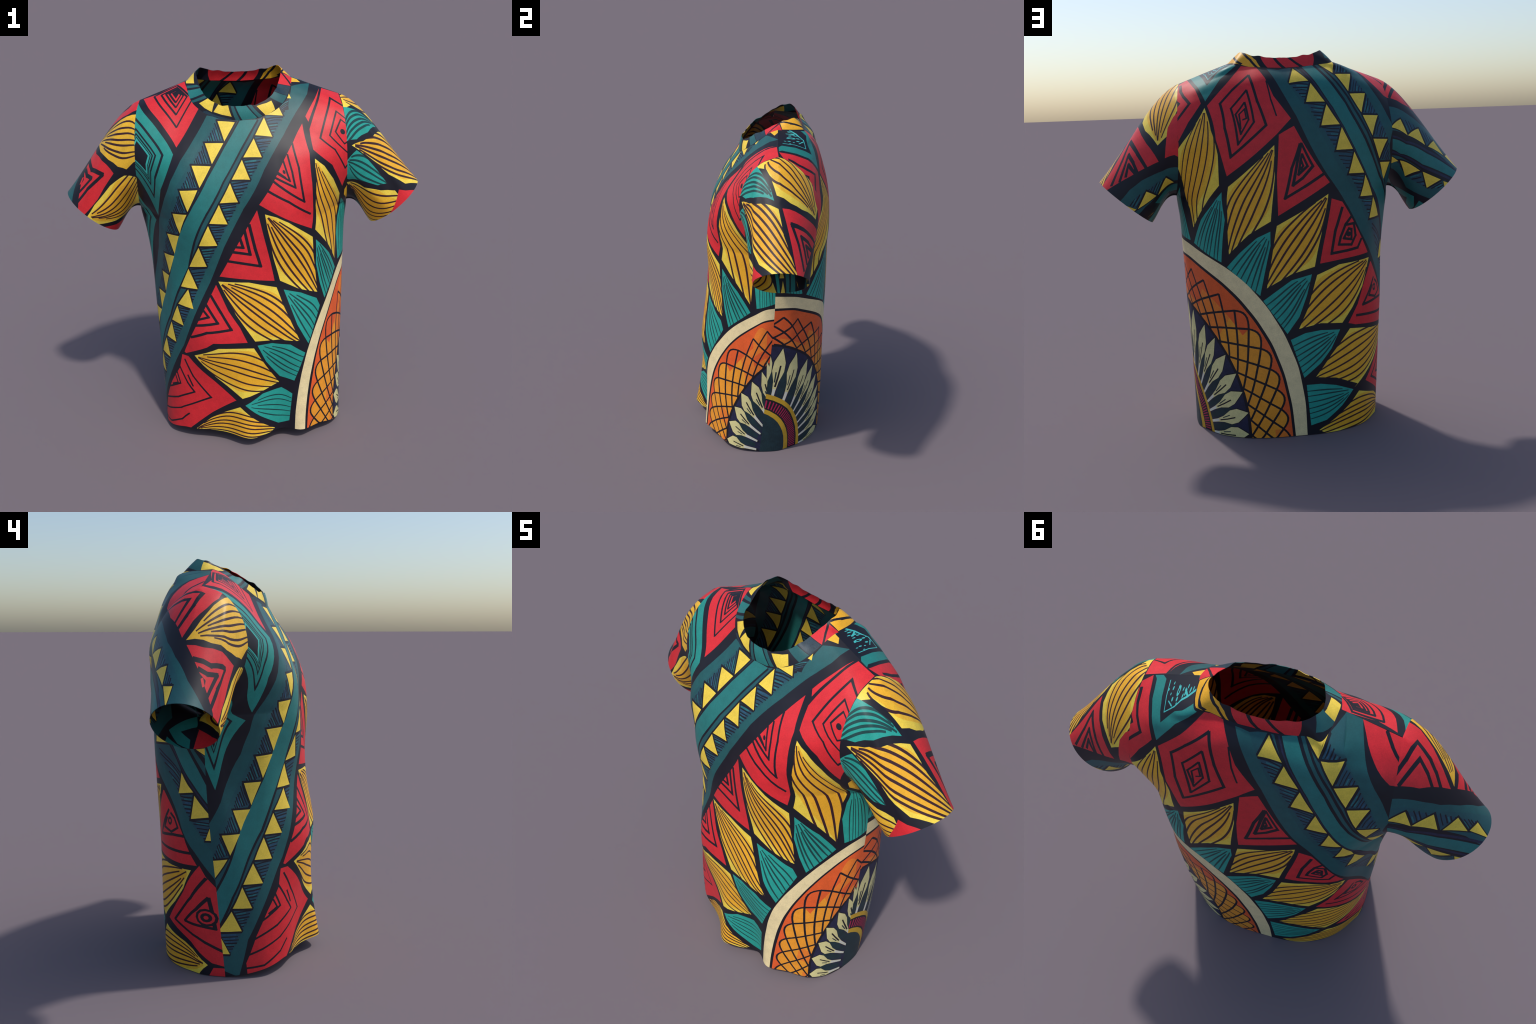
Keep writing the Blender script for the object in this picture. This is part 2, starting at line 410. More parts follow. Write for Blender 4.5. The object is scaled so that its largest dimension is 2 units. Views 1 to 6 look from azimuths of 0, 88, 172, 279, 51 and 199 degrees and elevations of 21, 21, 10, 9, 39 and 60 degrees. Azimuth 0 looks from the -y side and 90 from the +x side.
def dye(name):
    """Printed cotton: the dye, a little uneven, on a fine weave."""
    if name in _dyes: return _dyes[name]
    m = bpy.data.materials.new("cotton_" + name.lower()); m.use_nodes = True; _dyes[name] = m
    t = m.node_tree; N = t.nodes; L = t.links; b = N["Principled BSDF"]
    co = N.new("ShaderNodeTexCoord"); mp = N.new("ShaderNodeMapping"); L.new(co.outputs["Object"], mp.inputs[0])
    big = N.new("ShaderNodeTexNoise"); big.inputs["Scale"].default_value = 26; big.inputs["Detail"].default_value = 4
    fine = N.new("ShaderNodeTexNoise"); fine.inputs["Scale"].default_value = 190; fine.inputs["Detail"].default_value = 2
    L.new(mp.outputs[0], big.inputs["Vector"]); L.new(mp.outputs[0], fine.inputs["Vector"])
    add = N.new("ShaderNodeMath"); add.operation = "ADD"; L.new(big.outputs[0], add.inputs[0]); L.new(fine.outputs[0], add.inputs[1])
    r = N.new("ShaderNodeMapRange"); r.inputs[1].default_value = .6; r.inputs[2].default_value = 1.4; r.inputs[3].default_value = 0; r.inputs[4].default_value = 1
    L.new(add.outputs[0], r.inputs[0])
    mix = N.new("ShaderNodeMix"); mix.data_type = "RGBA"; L.new(r.outputs[0], mix.inputs[0])
    c = DYES[name]; k = .14 if name not in ("NAVY", "TEAL_INK", "BLUE_INK", "NAVY_BLUE", "DEEP_TEAL") else .40
    mix.inputs[6].default_value = (*[x * (1 - k) for x in c], 1); mix.inputs[7].default_value = (*[min(1, x * (1 + k)) for x in c], 1)
    L.new(mix.outputs[2], b.inputs["Base Color"])
    b.inputs["Roughness"].default_value = .47; b.inputs["Specular IOR Level"].default_value = .36
    wv = N.new("ShaderNodeTexNoise"); wv.inputs["Scale"].default_value = 420; L.new(mp.outputs[0], wv.inputs["Vector"])
    bp = N.new("ShaderNodeBump"); bp.inputs["Strength"].default_value = .06; bp.inputs["Distance"].default_value = .002
    L.new(wv.outputs[0], bp.inputs["Height"]); L.new(bp.outputs[0], b.inputs["Normal"])
    return m

front, back, sleeve_r, sleeve_l, collar_ = Print(), Print(), Print(), Print(), Print()

# the broad diagonal border: dull teal edges, rows of gold triangles, a teal ribbon down the middle
front.band(HATCH, [(-15.3, 180.1), (-24.7, 168.9), (-31.8, 157.7), (-38.1, 146.5), (-38.2, 135.3), (-39.1, 124.2), (-42.3, 113), (-46.5, 101.8), (-52.5, 90.6), (-61.3, 79.4), (-73, 68.2)], [(-0, 176.8), (-10.3, 163.4), (-18.9, 150), (-24.9, 136.5), (-29.1, 123.1), (-34.7, 109.7), (-40.4, 96.3), (-46.9, 82.9), (-55.5, 69.4), (-64.5, 56), (-73, 42.6)])
front.band(HATCH, [(11.6, 177.8), (0.1, 162.6), (-10.4, 147.5), (-17.6, 132.3), (-23.3, 117.1), (-28.1, 102), (-36.7, 86.8), (-44.1, 71.6), (-54.9, 56.4), (-65.6, 41.3), (-73, 26.1)], [(33.4, 186.4), (20.6, 168.1), (6.6, 149.9), (-4.1, 131.6), (-12.9, 113.4), (-21.7, 95.1), (-30.1, 76.8), (-39.3, 58.6), (-51.5, 40.3), (-63.6, 22.1), (-73, 3.8)])

# left row: points down; right row: points up
front.tooth(LEMON, [(-15, 178.1), (-3.4, 176.1), (-10.3, 166.9)])
front.tooth(LEMON, [(-23, 167.7), (-10.9, 166), (-17.3, 156.5)])
front.tooth(LEMON, [(-30, 157.3), (-17.9, 155.5), (-23, 145.9)])
front.tooth(LEMON, [(-34.8, 145.1), (-24, 144.8), (-27.3, 133.3)])
front.tooth(LEMON, [(-35.7, 131.1), (-27.5, 131.6), (-30.3, 120.4)])
front.tooth(LEMON, [(-38.7, 118.2), (-31.1, 118.8), (-35.1, 108.2)])
front.tooth(LEMON, [(-43.3, 106.2), (-35.7, 106.8), (-41.1, 96.1)])
front.tooth(LEMON, [(-48.4, 94.3), (-42, 94.4), (-46.6, 83.8)])
front.tooth(LEMON, [(-55.2, 82), (-47.3, 81.9), (-53.4, 72.3)])
front.tooth(LEMON, [(-65.8, 71.1), (-54.2, 70.9), (-62.9, 61.4)])
front.tooth(LEMON, [(-73, 59.3), (-64.8, 59.6), (-73, 49.9)])
front.tooth(LEMON, [(33.7, 198), (30.8, 192.8), (35.6, 193.9)])
front.tooth(LEMON, [(26.3, 186.9), (17.3, 180.9), (29.1, 182.2)])
front.tooth(LEMON, [(16.3, 179.4), (9.7, 169.5), (20.9, 169.7)])
front.tooth(LEMON, [(8.6, 167.7), (1.4, 158.1), (12.5, 158.5)])
front.tooth(LEMON, [(0.5, 157), (-5.4, 148.1), (4.5, 147.8)])
front.tooth(LEMON, [(-6.3, 146.6), (-11.1, 137.3), (-2.2, 137)])
front.tooth(LEMON, [(-11.5, 136.5), (-15.4, 127.1), (-7, 126)])
front.tooth(LEMON, [(-15.9, 125.9), (-20.7, 115.1), (-12.1, 115.3)])
front.tooth(LEMON, [(-21, 114.1), (-27.1, 102.7), (-18.1, 103.8)])
front.tooth(LEMON, [(-27.9, 101.4), (-33.6, 90.6), (-23.9, 90.7)])
front.tooth(LEMON, [(-29.3, 89.8), (-36.5, 80.2), (-27, 79.7)])
front.tooth(LEMON, [(-37.3, 78.8), (-42.7, 69.1), (-34, 68.6)])
front.tooth(LEMON, [(-43.4, 67.7), (-49.7, 57.6), (-40.9, 56.7)])
front.tooth(LEMON, [(-50.9, 56), (-58.7, 46.6), (-48.1, 45.5)])
front.tooth(LEMON, [(-59.6, 45.4), (-66, 35.5), (-56.4, 34.3)])
front.tooth(LEMON, [(-66.7, 34), (-73, 24.1), (-63.4, 23.4)])
front.tooth(LEMON, [(-73, 23.9), (-73, 12.4), (-69.4, 11.9)])
front.hatching([(-15, 178.1), (-23, 167.7), (-10.3, 166.9)], n=8)
front.hatching([(-23, 167.7), (-30, 157.3), (-17.3, 156.5)], n=8)
front.hatching([(-30, 157.3), (-34.8, 145.1), (-23, 145.9)], n=8)
front.hatching([(-34.8, 145.1), (-35.7, 131.1), (-27.3, 133.3)], n=8)
front.hatching([(-35.7, 131.1), (-38.7, 118.2), (-30.3, 120.4)], n=8)
front.hatching([(-38.7, 118.2), (-43.3, 106.2), (-35.1, 108.2)], n=8)
front.hatching([(-43.3, 106.2), (-48.4, 94.3), (-41.1, 96.1)], n=8)
front.hatching([(-48.4, 94.3), (-55.2, 82), (-46.6, 83.8)], n=8)
front.hatching([(-55.2, 82), (-65.8, 71.1), (-53.4, 72.3)], n=8)
front.hatching([(-65.8, 71.1), (-73, 59.3), (-62.9, 61.4)], n=8)
front.hatching([(-7, 187), (-15, 178.1), (-3.4, 176.1)], n=6)
front.hatching([(35.6, 193.9), (29.1, 182.2), (26.3, 186.9)], n=7)
front.hatching([(29.1, 182.2), (20.9, 169.7), (16.3, 179.4)], n=7)
front.hatching([(20.9, 169.7), (12.5, 158.5), (8.6, 167.7)], n=7)
front.hatching([(12.5, 158.5), (4.5, 147.8), (0.5, 157)], n=7)
front.hatching([(4.5, 147.8), (-2.2, 137), (-6.3, 146.6)], n=7)
front.hatching([(-2.2, 137), (-7, 126), (-11.5, 136.5)], n=7)
front.hatching([(-7, 126), (-12.1, 115.3), (-15.9, 125.9)], n=7)
front.hatching([(-12.1, 115.3), (-18.1, 103.8), (-21, 114.1)], n=7)
front.hatching([(-18.1, 103.8), (-23.9, 90.7), (-27.9, 101.4)], n=7)
front.hatching([(-23.9, 90.7), (-27, 79.7), (-29.3, 89.8)], n=7)
front.hatching([(-27, 79.7), (-34, 68.6), (-37.3, 78.8)], n=7)
front.hatching([(-34, 68.6), (-40.9, 56.7), (-43.4, 67.7)], n=7)
front.hatching([(-40.9, 56.7), (-48.1, 45.5), (-50.9, 56)], n=7)
front.hatching([(-48.1, 45.5), (-56.4, 34.3), (-59.6, 45.4)], n=7)
front.hatching([(-56.4, 34.3), (-63.4, 23.4), (-66.7, 34)], n=7)
front.hatching([(-63.4, 23.4), (-69.4, 11.9), (-73, 23.9)], n=7)
front.stroke(INK, [(-0, 176.8), (-10.3, 163.4), (-18.9, 150), (-24.9, 136.5), (-29.1, 123.1), (-34.7, 109.7), (-40.4, 96.3), (-46.9, 82.9), (-55.5, 69.4), (-64.5, 56), (-73, 42.6)], 1.7, rank=0.55)
front.stroke(INK, [(11.6, 177.8), (0.1, 162.6), (-10.4, 147.5), (-17.6, 132.3), (-23.3, 117.1), (-28.1, 102), (-36.7, 86.8), (-44.1, 71.6), (-54.9, 56.4), (-65.6, 41.3), (-73, 26.1)], 1.7, rank=0.55)
front.band(DULL, [(-22.1, 182.3), (-30.6, 171.6), (-38.1, 161), (-42.4, 150.3), (-43.8, 139.6), (-44, 129), (-45.2, 118.3), (-48.6, 107.6), (-54.9, 96.9), (-62.9, 86.3), (-73, 75.6)], [(-15.3, 180.1), (-24.7, 168.9), (-31.8, 157.7), (-38.1, 146.5), (-38.2, 135.3), (-39.1, 124.2), (-42.3, 113), (-46.5, 101.8), (-52.5, 90.6), (-61.3, 79.4), (-73, 68.2)])
front.band(RIBBON, [(-0, 176.8), (-10.3, 163.4), (-18.9, 150), (-24.9, 136.5), (-29.1, 123.1), (-34.7, 109.7), (-40.4, 96.3), (-46.9, 82.9), (-55.5, 69.4), (-64.5, 56), (-73, 42.6)], [(11.6, 177.8), (0.1, 162.6), (-10.4, 147.5), (-17.6, 132.3), (-23.3, 117.1), (-28.1, 102), (-36.7, 86.8), (-44.1, 71.6), (-54.9, 56.4), (-65.6, 41.3), (-73, 26.1)])
front.band(DULL, [(33.4, 186.4), (20.6, 168.1), (6.6, 149.9), (-4.1, 131.6), (-12.9, 113.4), (-21.7, 95.1), (-30.1, 76.8), (-39.3, 58.6), (-51.5, 40.3), (-63.6, 22.1), (-73, 3.8)], [(41.8, 191.2), (28.9, 172), (13.1, 152.8), (0.4, 133.5), (-9.2, 114.3), (-17.3, 95.1), (-26.7, 75.9), (-35, 56.7), (-47.8, 37.4), (-61, 18.2), (-66.9, -1)])
front.band(DULL, [(36.7, 202.5), (33.3, 189.2), (33.4, 186.4)], [(50.5, 210), (47.3, 200.7), (41.8, 191.2)])
front.area(GOLD, [(37.5, 210), (41.5, 210), (43.6, 207.9), (36.7, 205.4)])

# red nested motif beside the neck, teal nested lozenges at the armhole
front.area(RED, [(-42.2, 169), (-68.8, 209.2), (-57.6, 207.9), (-43.2, 210), (-38.9, 210), (-37.9, 206.7), (-33.5, 196.3), (-27.7, 187.3)])
front.rings(INK, RED, [(-42.2, 169), (-68.8, 209.2), (-43.8, 211.6), (-25.5, 190.5)], (-44.1, 203.1), [0.66, 0.44, 0.3, 0.2], w=0.9, core=INK, core_size=0.12)
front.nest([(-73, 208.6), (-43.8, 165.3), (-48.3, 144.7), (-45.4, 126.7), (-90.1, 171.4)], (-69.5, 168.7), [1, 0.74, 0.67, 0.53, 0.48, 0.44, 0.4, 0.37], [TEAL_3, INK])
front.nest([(-73, 208.6), (-43.8, 165.3), (-48.3, 144.7), (-45.4, 126.7), (-90.1, 171.4)], (-69.5, 168.7), [0.345, 0.29], [AQUA_TEAL, INK])
front.nest([(-73, 138.2), (-47.1, 123), (-65.9, 92), (-83.5, 123)], (-65.3, 123), [1, 0.72, 0.63, 0.47, 0.43, 0.38], [TEAL_3, INK])
front.stroke(TEAL_INK, [(-57.3, 123.2), (-64.8, 113.2)], 0.5)

# red motifs below the border
front.area(RED, [(57.2, 208.2), (44.5, 185), (46.3, 182.3), (51.6, 194.5)])
front.area(RED, [(59, 209.2), (46.7, 178.1), (47.2, 166), (58.9, 156.8), (64.9, 140.4), (73, 149.7), (72, 159.6), (72, 189), (71.3, 210), (73, 210)])
front.stroke(INK, [(73, 200.8), (63.5, 203.4), (53.5, 174.1), (62.8, 167.8), (69.8, 153.7), (73, 156.8)], 1.0, clip=[(59, 209.2), (46.7, 178.1), (47.2, 166), (58.9, 156.8), (64.9, 140.4), (73, 149.7), (72, 159.6), (72, 189), (71.3, 210), (73, 210)])
front.stroke(INK, [(73, 191.3), (66.3, 195.2), (60.3, 177.2), (73, 165.2), (73, 167.4)], 0.9, clip=[(59, 209.2), (46.7, 178.1), (47.2, 166), (58.9, 156.8), (64.9, 140.4), (73, 149.7), (72, 159.6), (72, 189), (71.3, 210), (73, 210)])
front.stroke(INK, [(73, 187.5), (68.8, 189.9), (64.4, 180.6), (70.2, 172.9), (73, 175.2)], 0.8, clip=[(59, 209.2), (46.7, 178.1), (47.2, 166), (58.9, 156.8), (64.9, 140.4), (73, 149.7), (72, 159.6), (72, 189), (71.3, 210), (73, 210)])
front.dot(INK, (69.4, 181.6), 1.9)
front.area(RED, [(42, 180.3), (44, 163.6), (40.4, 146.7), (32.3, 120.3), (8, 135.6), (34.4, 168.7)])
front.stroke(INK, [(12.9, 142.9), (23.2, 137.1), (33.2, 128.6)], 1.1, clip=[(42, 180.3), (44, 163.6), (40.4, 146.7), (32.3, 120.3), (8, 135.6), (34.4, 168.7)])
front.stroke(INK, [(33.5, 168), (34.4, 155.1), (31.9, 136.6), (16.8, 147.7)], 1.1, clip=[(42, 180.3), (44, 163.6), (40.4, 146.7), (32.3, 120.3), (8, 135.6), (34.4, 168.7)])
front.stroke(INK, [(28.8, 161.4), (29.5, 152.5), (29.1, 144.7), (18.1, 149.4)], 1.0, clip=[(42, 180.3), (44, 163.6), (40.4, 146.7), (32.3, 120.3), (8, 135.6), (34.4, 168.7)])
front.stroke(INK, [(25.4, 157.7), (26.8, 148), (19.8, 151.4)], 0.9, clip=[(42, 180.3), (44, 163.6), (40.4, 146.7), (32.3, 120.3), (8, 135.6), (34.4, 168.7)])
front.stroke(INK, [(24.9, 149.3), (20.6, 152)], 0.7, clip=[(42, 180.3), (44, 163.6), (40.4, 146.7), (32.3, 120.3), (8, 135.6), (34.4, 168.7)])
front.dot(INK, (24.5, 152.2), 1.0)
front.area(RED, [(6.7, 132.8), (8.3, 120.7), (12.1, 95.4), (-12.5, 98.7)])
front.stroke(INK, [(2.5, 125.4), (4.3, 112.8), (6.1, 103.8), (-8.1, 106.9)], 1.1, clip=[(6.7, 132.8), (8.3, 120.7), (12.1, 95.4), (-12.5, 98.7)])
front.stroke(INK, [(0.2, 122.6), (1.9, 110), (-5.7, 111.6)], 1.1, clip=[(6.7, 132.8), (8.3, 120.7), (12.1, 95.4), (-12.5, 98.7)])
front.stroke(INK, [(-2, 118.7), (-0.9, 113.5), (-4.1, 114)], 1.0, clip=[(6.7, 132.8), (8.3, 120.7), (12.1, 95.4), (-12.5, 98.7)])
front.area(RED, [(-14.5, 94), (-9.4, 80.3), (-4.3, 70.8), (-1.1, 62), (-17.5, 62.1), (-21, 59.4), (-34, 52.3), (-35, 52.9), (-29.3, 64.6), (-20.5, 81.4)])
front.stroke(INK, [(-17.4, 88.1), (-13, 79.5), (-8.3, 69.9), (-20.4, 68), (-29.9, 63.3)], 1.1, clip=[(-14.5, 94), (-9.4, 80.3), (-4.3, 70.8), (-1.1, 62), (-17.5, 62.1), (-21, 59.4), (-34, 52.3), (-35, 52.9), (-29.3, 64.6), (-20.5, 81.4)])
front.stroke(INK, [(-20, 83), (-14.6, 73.6), (-26.5, 71)], 1.1, clip=[(-14.5, 94), (-9.4, 80.3), (-4.3, 70.8), (-1.1, 62), (-17.5, 62.1), (-21, 59.4), (-34, 52.3), (-35, 52.9), (-29.3, 64.6), (-20.5, 81.4)])
front.stroke(INK, [(-22, 80.4), (-19, 76.6), (-24.5, 74.5)], 1.0, clip=[(-14.5, 94), (-9.4, 80.3), (-4.3, 70.8), (-1.1, 62), (-17.5, 62.1), (-21, 59.4), (-34, 52.3), (-35, 52.9), (-29.3, 64.6), (-20.5, 81.4)])
front.area(RED, [(-36.9, 50.6), (-32.6, 50.9), (-19.2, 37.7), (-7.5, 24.2), (-8, 24.5), (-20.5, 13.9), (-36.1, -1), (-32.6, -1), (-37.9, -1), (-63.1, -1), (-63.1, 5.9), (-56.3, 19.3), (-48.3, 31.1), (-39.7, 41.6)])
front.stroke(INK, [(-35.4, 48.2), (-30.6, 38.4), (-20.9, 24.7), (-41.3, 14.3), (-53.6, 11.4), (-61.6, 10)], 0.9, clip=[(-36.9, 50.6), (-32.6, 50.9), (-19.2, 37.7), (-7.5, 24.2), (-8, 24.5), (-20.5, 13.9), (-36.1, -1), (-32.6, -1), (-37.9, -1), (-63.1, -1), (-63.1, 5.9), (-56.3, 19.3), (-48.3, 31.1), (-39.7, 41.6)])
front.stroke(INK, [(-39.9, 42.9), (-34.7, 33.3), (-30.6, 27.6), (-43.4, 21.6), (-57.4, 17.8)], 0.9, clip=[(-36.9, 50.6), (-32.6, 50.9), (-19.2, 37.7), (-7.5, 24.2), (-8, 24.5), (-20.5, 13.9), (-36.1, -1), (-32.6, -1), (-37.9, -1), (-63.1, -1), (-63.1, 5.9), (-56.3, 19.3), (-48.3, 31.1), (-39.7, 41.6)])
front.stroke(INK, [(-42.7, 39), (-40.2, 31.7), (-48.8, 27.8), (-54.1, 25.7)], 0.9, clip=[(-36.9, 50.6), (-32.6, 50.9), (-19.2, 37.7), (-7.5, 24.2), (-8, 24.5), (-20.5, 13.9), (-36.1, -1), (-32.6, -1), (-37.9, -1), (-63.1, -1), (-63.1, 5.9), (-56.3, 19.3), (-48.3, 31.1), (-39.7, 41.6)])
front.stroke(INK, [(-44.2, 36), (-42.4, 31.6), (-48.1, 29.3)], 0.8, clip=[(-36.9, 50.6), (-32.6, 50.9), (-19.2, 37.7), (-7.5, 24.2), (-8, 24.5), (-20.5, 13.9), (-36.1, -1), (-32.6, -1), (-37.9, -1), (-63.1, -1), (-63.1, 5.9), (-56.3, 19.3), (-48.3, 31.1), (-39.7, 41.6)])
front.stroke(INK, [(-63, 3), (-53.7, 2.1), (-41.4, 5.7), (-35.2, 11.1)], 0.9, clip=[(-36.9, 50.6), (-32.6, 50.9), (-19.2, 37.7), (-7.5, 24.2), (-8, 24.5), (-20.5, 13.9), (-36.1, -1), (-32.6, -1), (-37.9, -1), (-63.1, -1), (-63.1, 5.9), (-56.3, 19.3), (-48.3, 31.1), (-39.7, 41.6)])
front.stroke(INK, [(-34.2, 38.5), (-31.2, 31.4)], 0.9, clip=[(-36.9, 50.6), (-32.6, 50.9), (-19.2, 37.7), (-7.5, 24.2), (-8, 24.5), (-20.5, 13.9), (-36.1, -1), (-32.6, -1), (-37.9, -1), (-63.1, -1), (-63.1, 5.9), (-56.3, 19.3), (-48.3, 31.1), (-39.7, 41.6)])

# gold leaves: tip, one side, far tip, other side
front.leaf(GOLD, (46.9, 160.6), [(52.6, 156.2), (57.4, 147.1), (60.1, 135.1), (51.8, 119.4), (50.7, 107.4)], (50.8, 96.4), [(43.4, 107.6), (34.4, 119), (37.8, 132.9), (43.8, 147.6)], 5)
front.leaf(GOLD, (10.2, 130.7), [(15.5, 129.2), (20.8, 126), (32.5, 115.6), (32.4, 106.1)], (35.3, 84.6), [(24.2, 89.1), (14.7, 95.1), (12.1, 107.3), (10.6, 120.4)], 7)
front.leaf(GOLD, (-13.3, 95.9), [(0.5, 95.4), (13, 91.8), (16.1, 82)], (24.6, 60.9), [(14, 63.5), (2.5, 62.6), (-5.8, 77.9)], 7)
front.leaf(GOLD, (-28.5, 52.6), [(-15.1, 59), (1.8, 58.5), (7, 47.7)], (13.6, 35.1), [(6.8, 31.4), (-4.6, 26.3), (-17, 39.3)], 6)
front.leaf(GOLD, (-32, -1), [(-20.2, 10.7), (-6, 20.4), (-1.2, 15.1), (5, 8.3)], (11.1, 1.8), [(7.9, -1), (-0.8, -1), (-13.9, -1), (-28.7, -1)], 6)
front.area(GOLD, [(73, 140.3), (67.5, 137.1), (65.5, 133.2), (73, 123.9)])

# teal leaves standing on the pale ring: tip, one side, base, other side
front.fan(LEAF_TEAL, (60.4, 131.1), [(53.9, 119.4), (51.8, 110), (53, 102.6), (54.7, 95.2)], [(70.9, 117.6), (71.9, 109.2), (73, 106.7), (73, 100.2)], 6)
front.fan(LEAF_TEAL, (34.4, 113.6), [(34, 100.6), (37, 89), (40.6, 79.4)], [(43.9, 103.2), (51.1, 92)], 6)
front.fan(LEAF_TEAL, (16.4, 90.1), [(18.9, 82.5), (23.1, 70.5), (29.7, 57.4)], [(25.4, 86.8), (34.7, 81.4), (37.1, 76.5)], 5)
front.fan(LEAF_TEAL, (3.5, 60.1), [(7.3, 50.1), (14, 39.2), (21.7, 35.2)], [(10.4, 61.5), (19.5, 59.8), (27.8, 52.5)], 5)
front.fan(LEAF_TEAL, (-3.4, 21.9), [(3.6, 14.3), (12.9, 4.7), (18.8, 5.8)], [(5.4, 28.9), (14.8, 31), (20.6, 26)], 5)

# rosette at the side seam
front.rosette([(21.8, -1), (22.3, 12.8), (23.7, 26.5), (25.8, 39.9), (28.8, 52.9), (33.3, 64.4), (38.8, 74.2), (44.9, 82.6), (51.5, 89.4), (58.7, 94.1), (66, 96.6), (73.4, 97.2)], [(27.8, -1), (28.2, 11.3), (29.3, 23.5), (31, 35.6), (33.6, 47.4), (37.2, 58.3), (41.8, 68), (47.1, 76.4), (53.1, 83.1), (59.7, 87.5), (66.5, 90), (73.4, 90.7)], [(29.1, -1), (29.7, 11), (30.8, 22.8), (32.5, 34.5), (34.6, 46.3), (37.9, 57.3), (42.3, 66.9), (47.5, 75.3), (53.4, 82), (59.9, 86.5), (66.6, 88.9), (73.4, 89.6)], [(52.2, -1), (51.6, 5.4), (51.5, 12.1), (52, 18.8), (53.1, 25.4), (54.7, 31.8), (56.7, 38.2), (59.1, 44.3), (62, 50), (65.4, 55.1), (69.2, 59.6), (73.5, 63.6)], cells=8, hi=0.8, fade=0.7)
front.petals([(52.1, 2.7), (52.2, 16.7), (54.5, 29.1), (57.3, 40.1), (63, 49.5), (68, 57.1), (70.2, 64), (73.4, 71.4)], (86, 0), reach=0.6, width=0.44)

# BACK. the same border falls from the neck to the other side
back.band(HATCH, [(3.6, 192.1), (-5.1, 179), (-14.4, 166), (-21, 152.9), (-25.6, 139.9), (-30.6, 126.8), (-36.6, 113.7), (-46.2, 100.7), (-57.4, 87.6), (-66.2, 74.6), (-73, 61.5)], [(-8.9, 194), (-19.4, 182.5), (-28, 171.1), (-33.9, 159.6), (-37.5, 148.1), (-40.1, 136.6), (-42.4, 125.2), (-49.5, 113.7), (-57.6, 102.2), (-66.1, 90.8), (-73, 79.3)])
back.band(HATCH, [(-25.6, 200.6), (-34.5, 191), (-42.6, 181.4), (-48, 171.8), (-51.7, 162.2), (-54, 152.6), (-55.7, 143), (-58.2, 133.4), (-63.6, 123.8), (-67.1, 114.2), (-73, 104.6)], [(-41.6, 210), (-45, 204.4), (-48.5, 198.8), (-52, 193.1), (-55.4, 187.5), (-58.7, 181.9), (-61.8, 176.3), (-63.8, 170.7), (-65.6, 165), (-67.4, 159.4), (-68.8, 153.8), (-72, 126)])
back.tooth(LEMON, [(-6.5, 193.1), (-2.5, 183.6), (-15.5, 186.1)])
back.tooth(LEMON, [(-16.8, 184.9), (-12.7, 173.6), (-25.2, 175.5)])
back.tooth(LEMON, [(-26.1, 174), (-20.4, 161), (-32.5, 163)])
back.tooth(LEMON, [(-33.4, 161.4), (-26.3, 148.6), (-37.1, 149.7)])
back.tooth(LEMON, [(-37.5, 148.2), (-30.1, 136.2), (-40.1, 136.5)])
back.tooth(LEMON, [(-40.4, 135.1), (-33.8, 123.6), (-42.6, 123.5)])
back.tooth(LEMON, [(-43.2, 122.6), (-40.3, 112), (-49.6, 112.4)])
back.tooth(LEMON, [(-59.3, 99.3), (-55.1, 89.6), (-66.5, 90.7)])
back.tooth(LEMON, [(-66.9, 89.2), (-65, 78.5), (-73, 79.7)])
back.tooth(LEMON, [(-73, 77.5), (-70.1, 68.7), (-73, 68.8)])
back.tooth(LEMON, [(-25.3, 200.3), (-35.9, 207), (-33.2, 196)])
back.tooth(LEMON, [(-34.7, 195.6), (-46.2, 200), (-42.2, 185.5)])
back.tooth(LEMON, [(-43, 184.1), (-54.6, 187.7), (-49.9, 173.5)])
back.tooth(LEMON, [(-50.5, 171.8), (-62, 174.2), (-54.3, 158.8)])
back.tooth(LEMON, [(-54.5, 156.7), (-67.1, 157.7), (-56.7, 144.9)])
back.tooth(LEMON, [(-56.6, 142.6), (-68.5, 142.9), (-56.9, 131.2)])
back.tooth(LEMON, [(-68.9, 110.3), (-73, 111.1), (-73, 106.9)])
back.tooth(LEMON, [(-73, 105.9), (-73, 105.9), (-73, 103.3)])
back.hatching([(-2.5, 183.6), (-12.7, 173.6), (-16.8, 184.9)], n=6)
back.hatching([(-12.7, 173.6), (-20.4, 161), (-26.1, 174)], n=6)
back.hatching([(-20.4, 161), (-26.3, 148.6), (-33.4, 161.4)], n=6)
back.hatching([(-26.3, 148.6), (-30.1, 136.2), (-37.5, 148.2)], n=6)
back.hatching([(-30.1, 136.2), (-33.8, 123.6), (-40.4, 135.1)], n=6)
back.hatching([(-33.8, 123.6), (-40.3, 112), (-43.2, 122.6)], n=6)
back.hatching([(-40.3, 112), (-55.1, 89.6), (-59.3, 99.3)], n=6)
back.hatching([(-55.1, 89.6), (-65, 78.5), (-66.9, 89.2)], n=6)
back.hatching([(-65, 78.5), (-70.1, 68.7), (-73, 77.5)], n=6)
back.hatching([(-35.9, 207), (-46.2, 200), (-33.2, 196)], n=6)
back.hatching([(-46.2, 200), (-54.6, 187.7), (-42.2, 185.5)], n=6)
back.hatching([(-54.6, 187.7), (-62, 174.2), (-49.9, 173.5)], n=6)
back.hatching([(-62, 174.2), (-67.1, 157.7), (-54.3, 158.8)], n=6)
back.hatching([(-67.1, 157.7), (-68.5, 142.9), (-56.7, 144.9)], n=6)
back.hatching([(-68.5, 142.9), (-73, 111.1), (-56.9, 131.2)], n=6)
back.hatching([(-73, 111.1), (-73, 105.9), (-73, 106.9)], n=6)
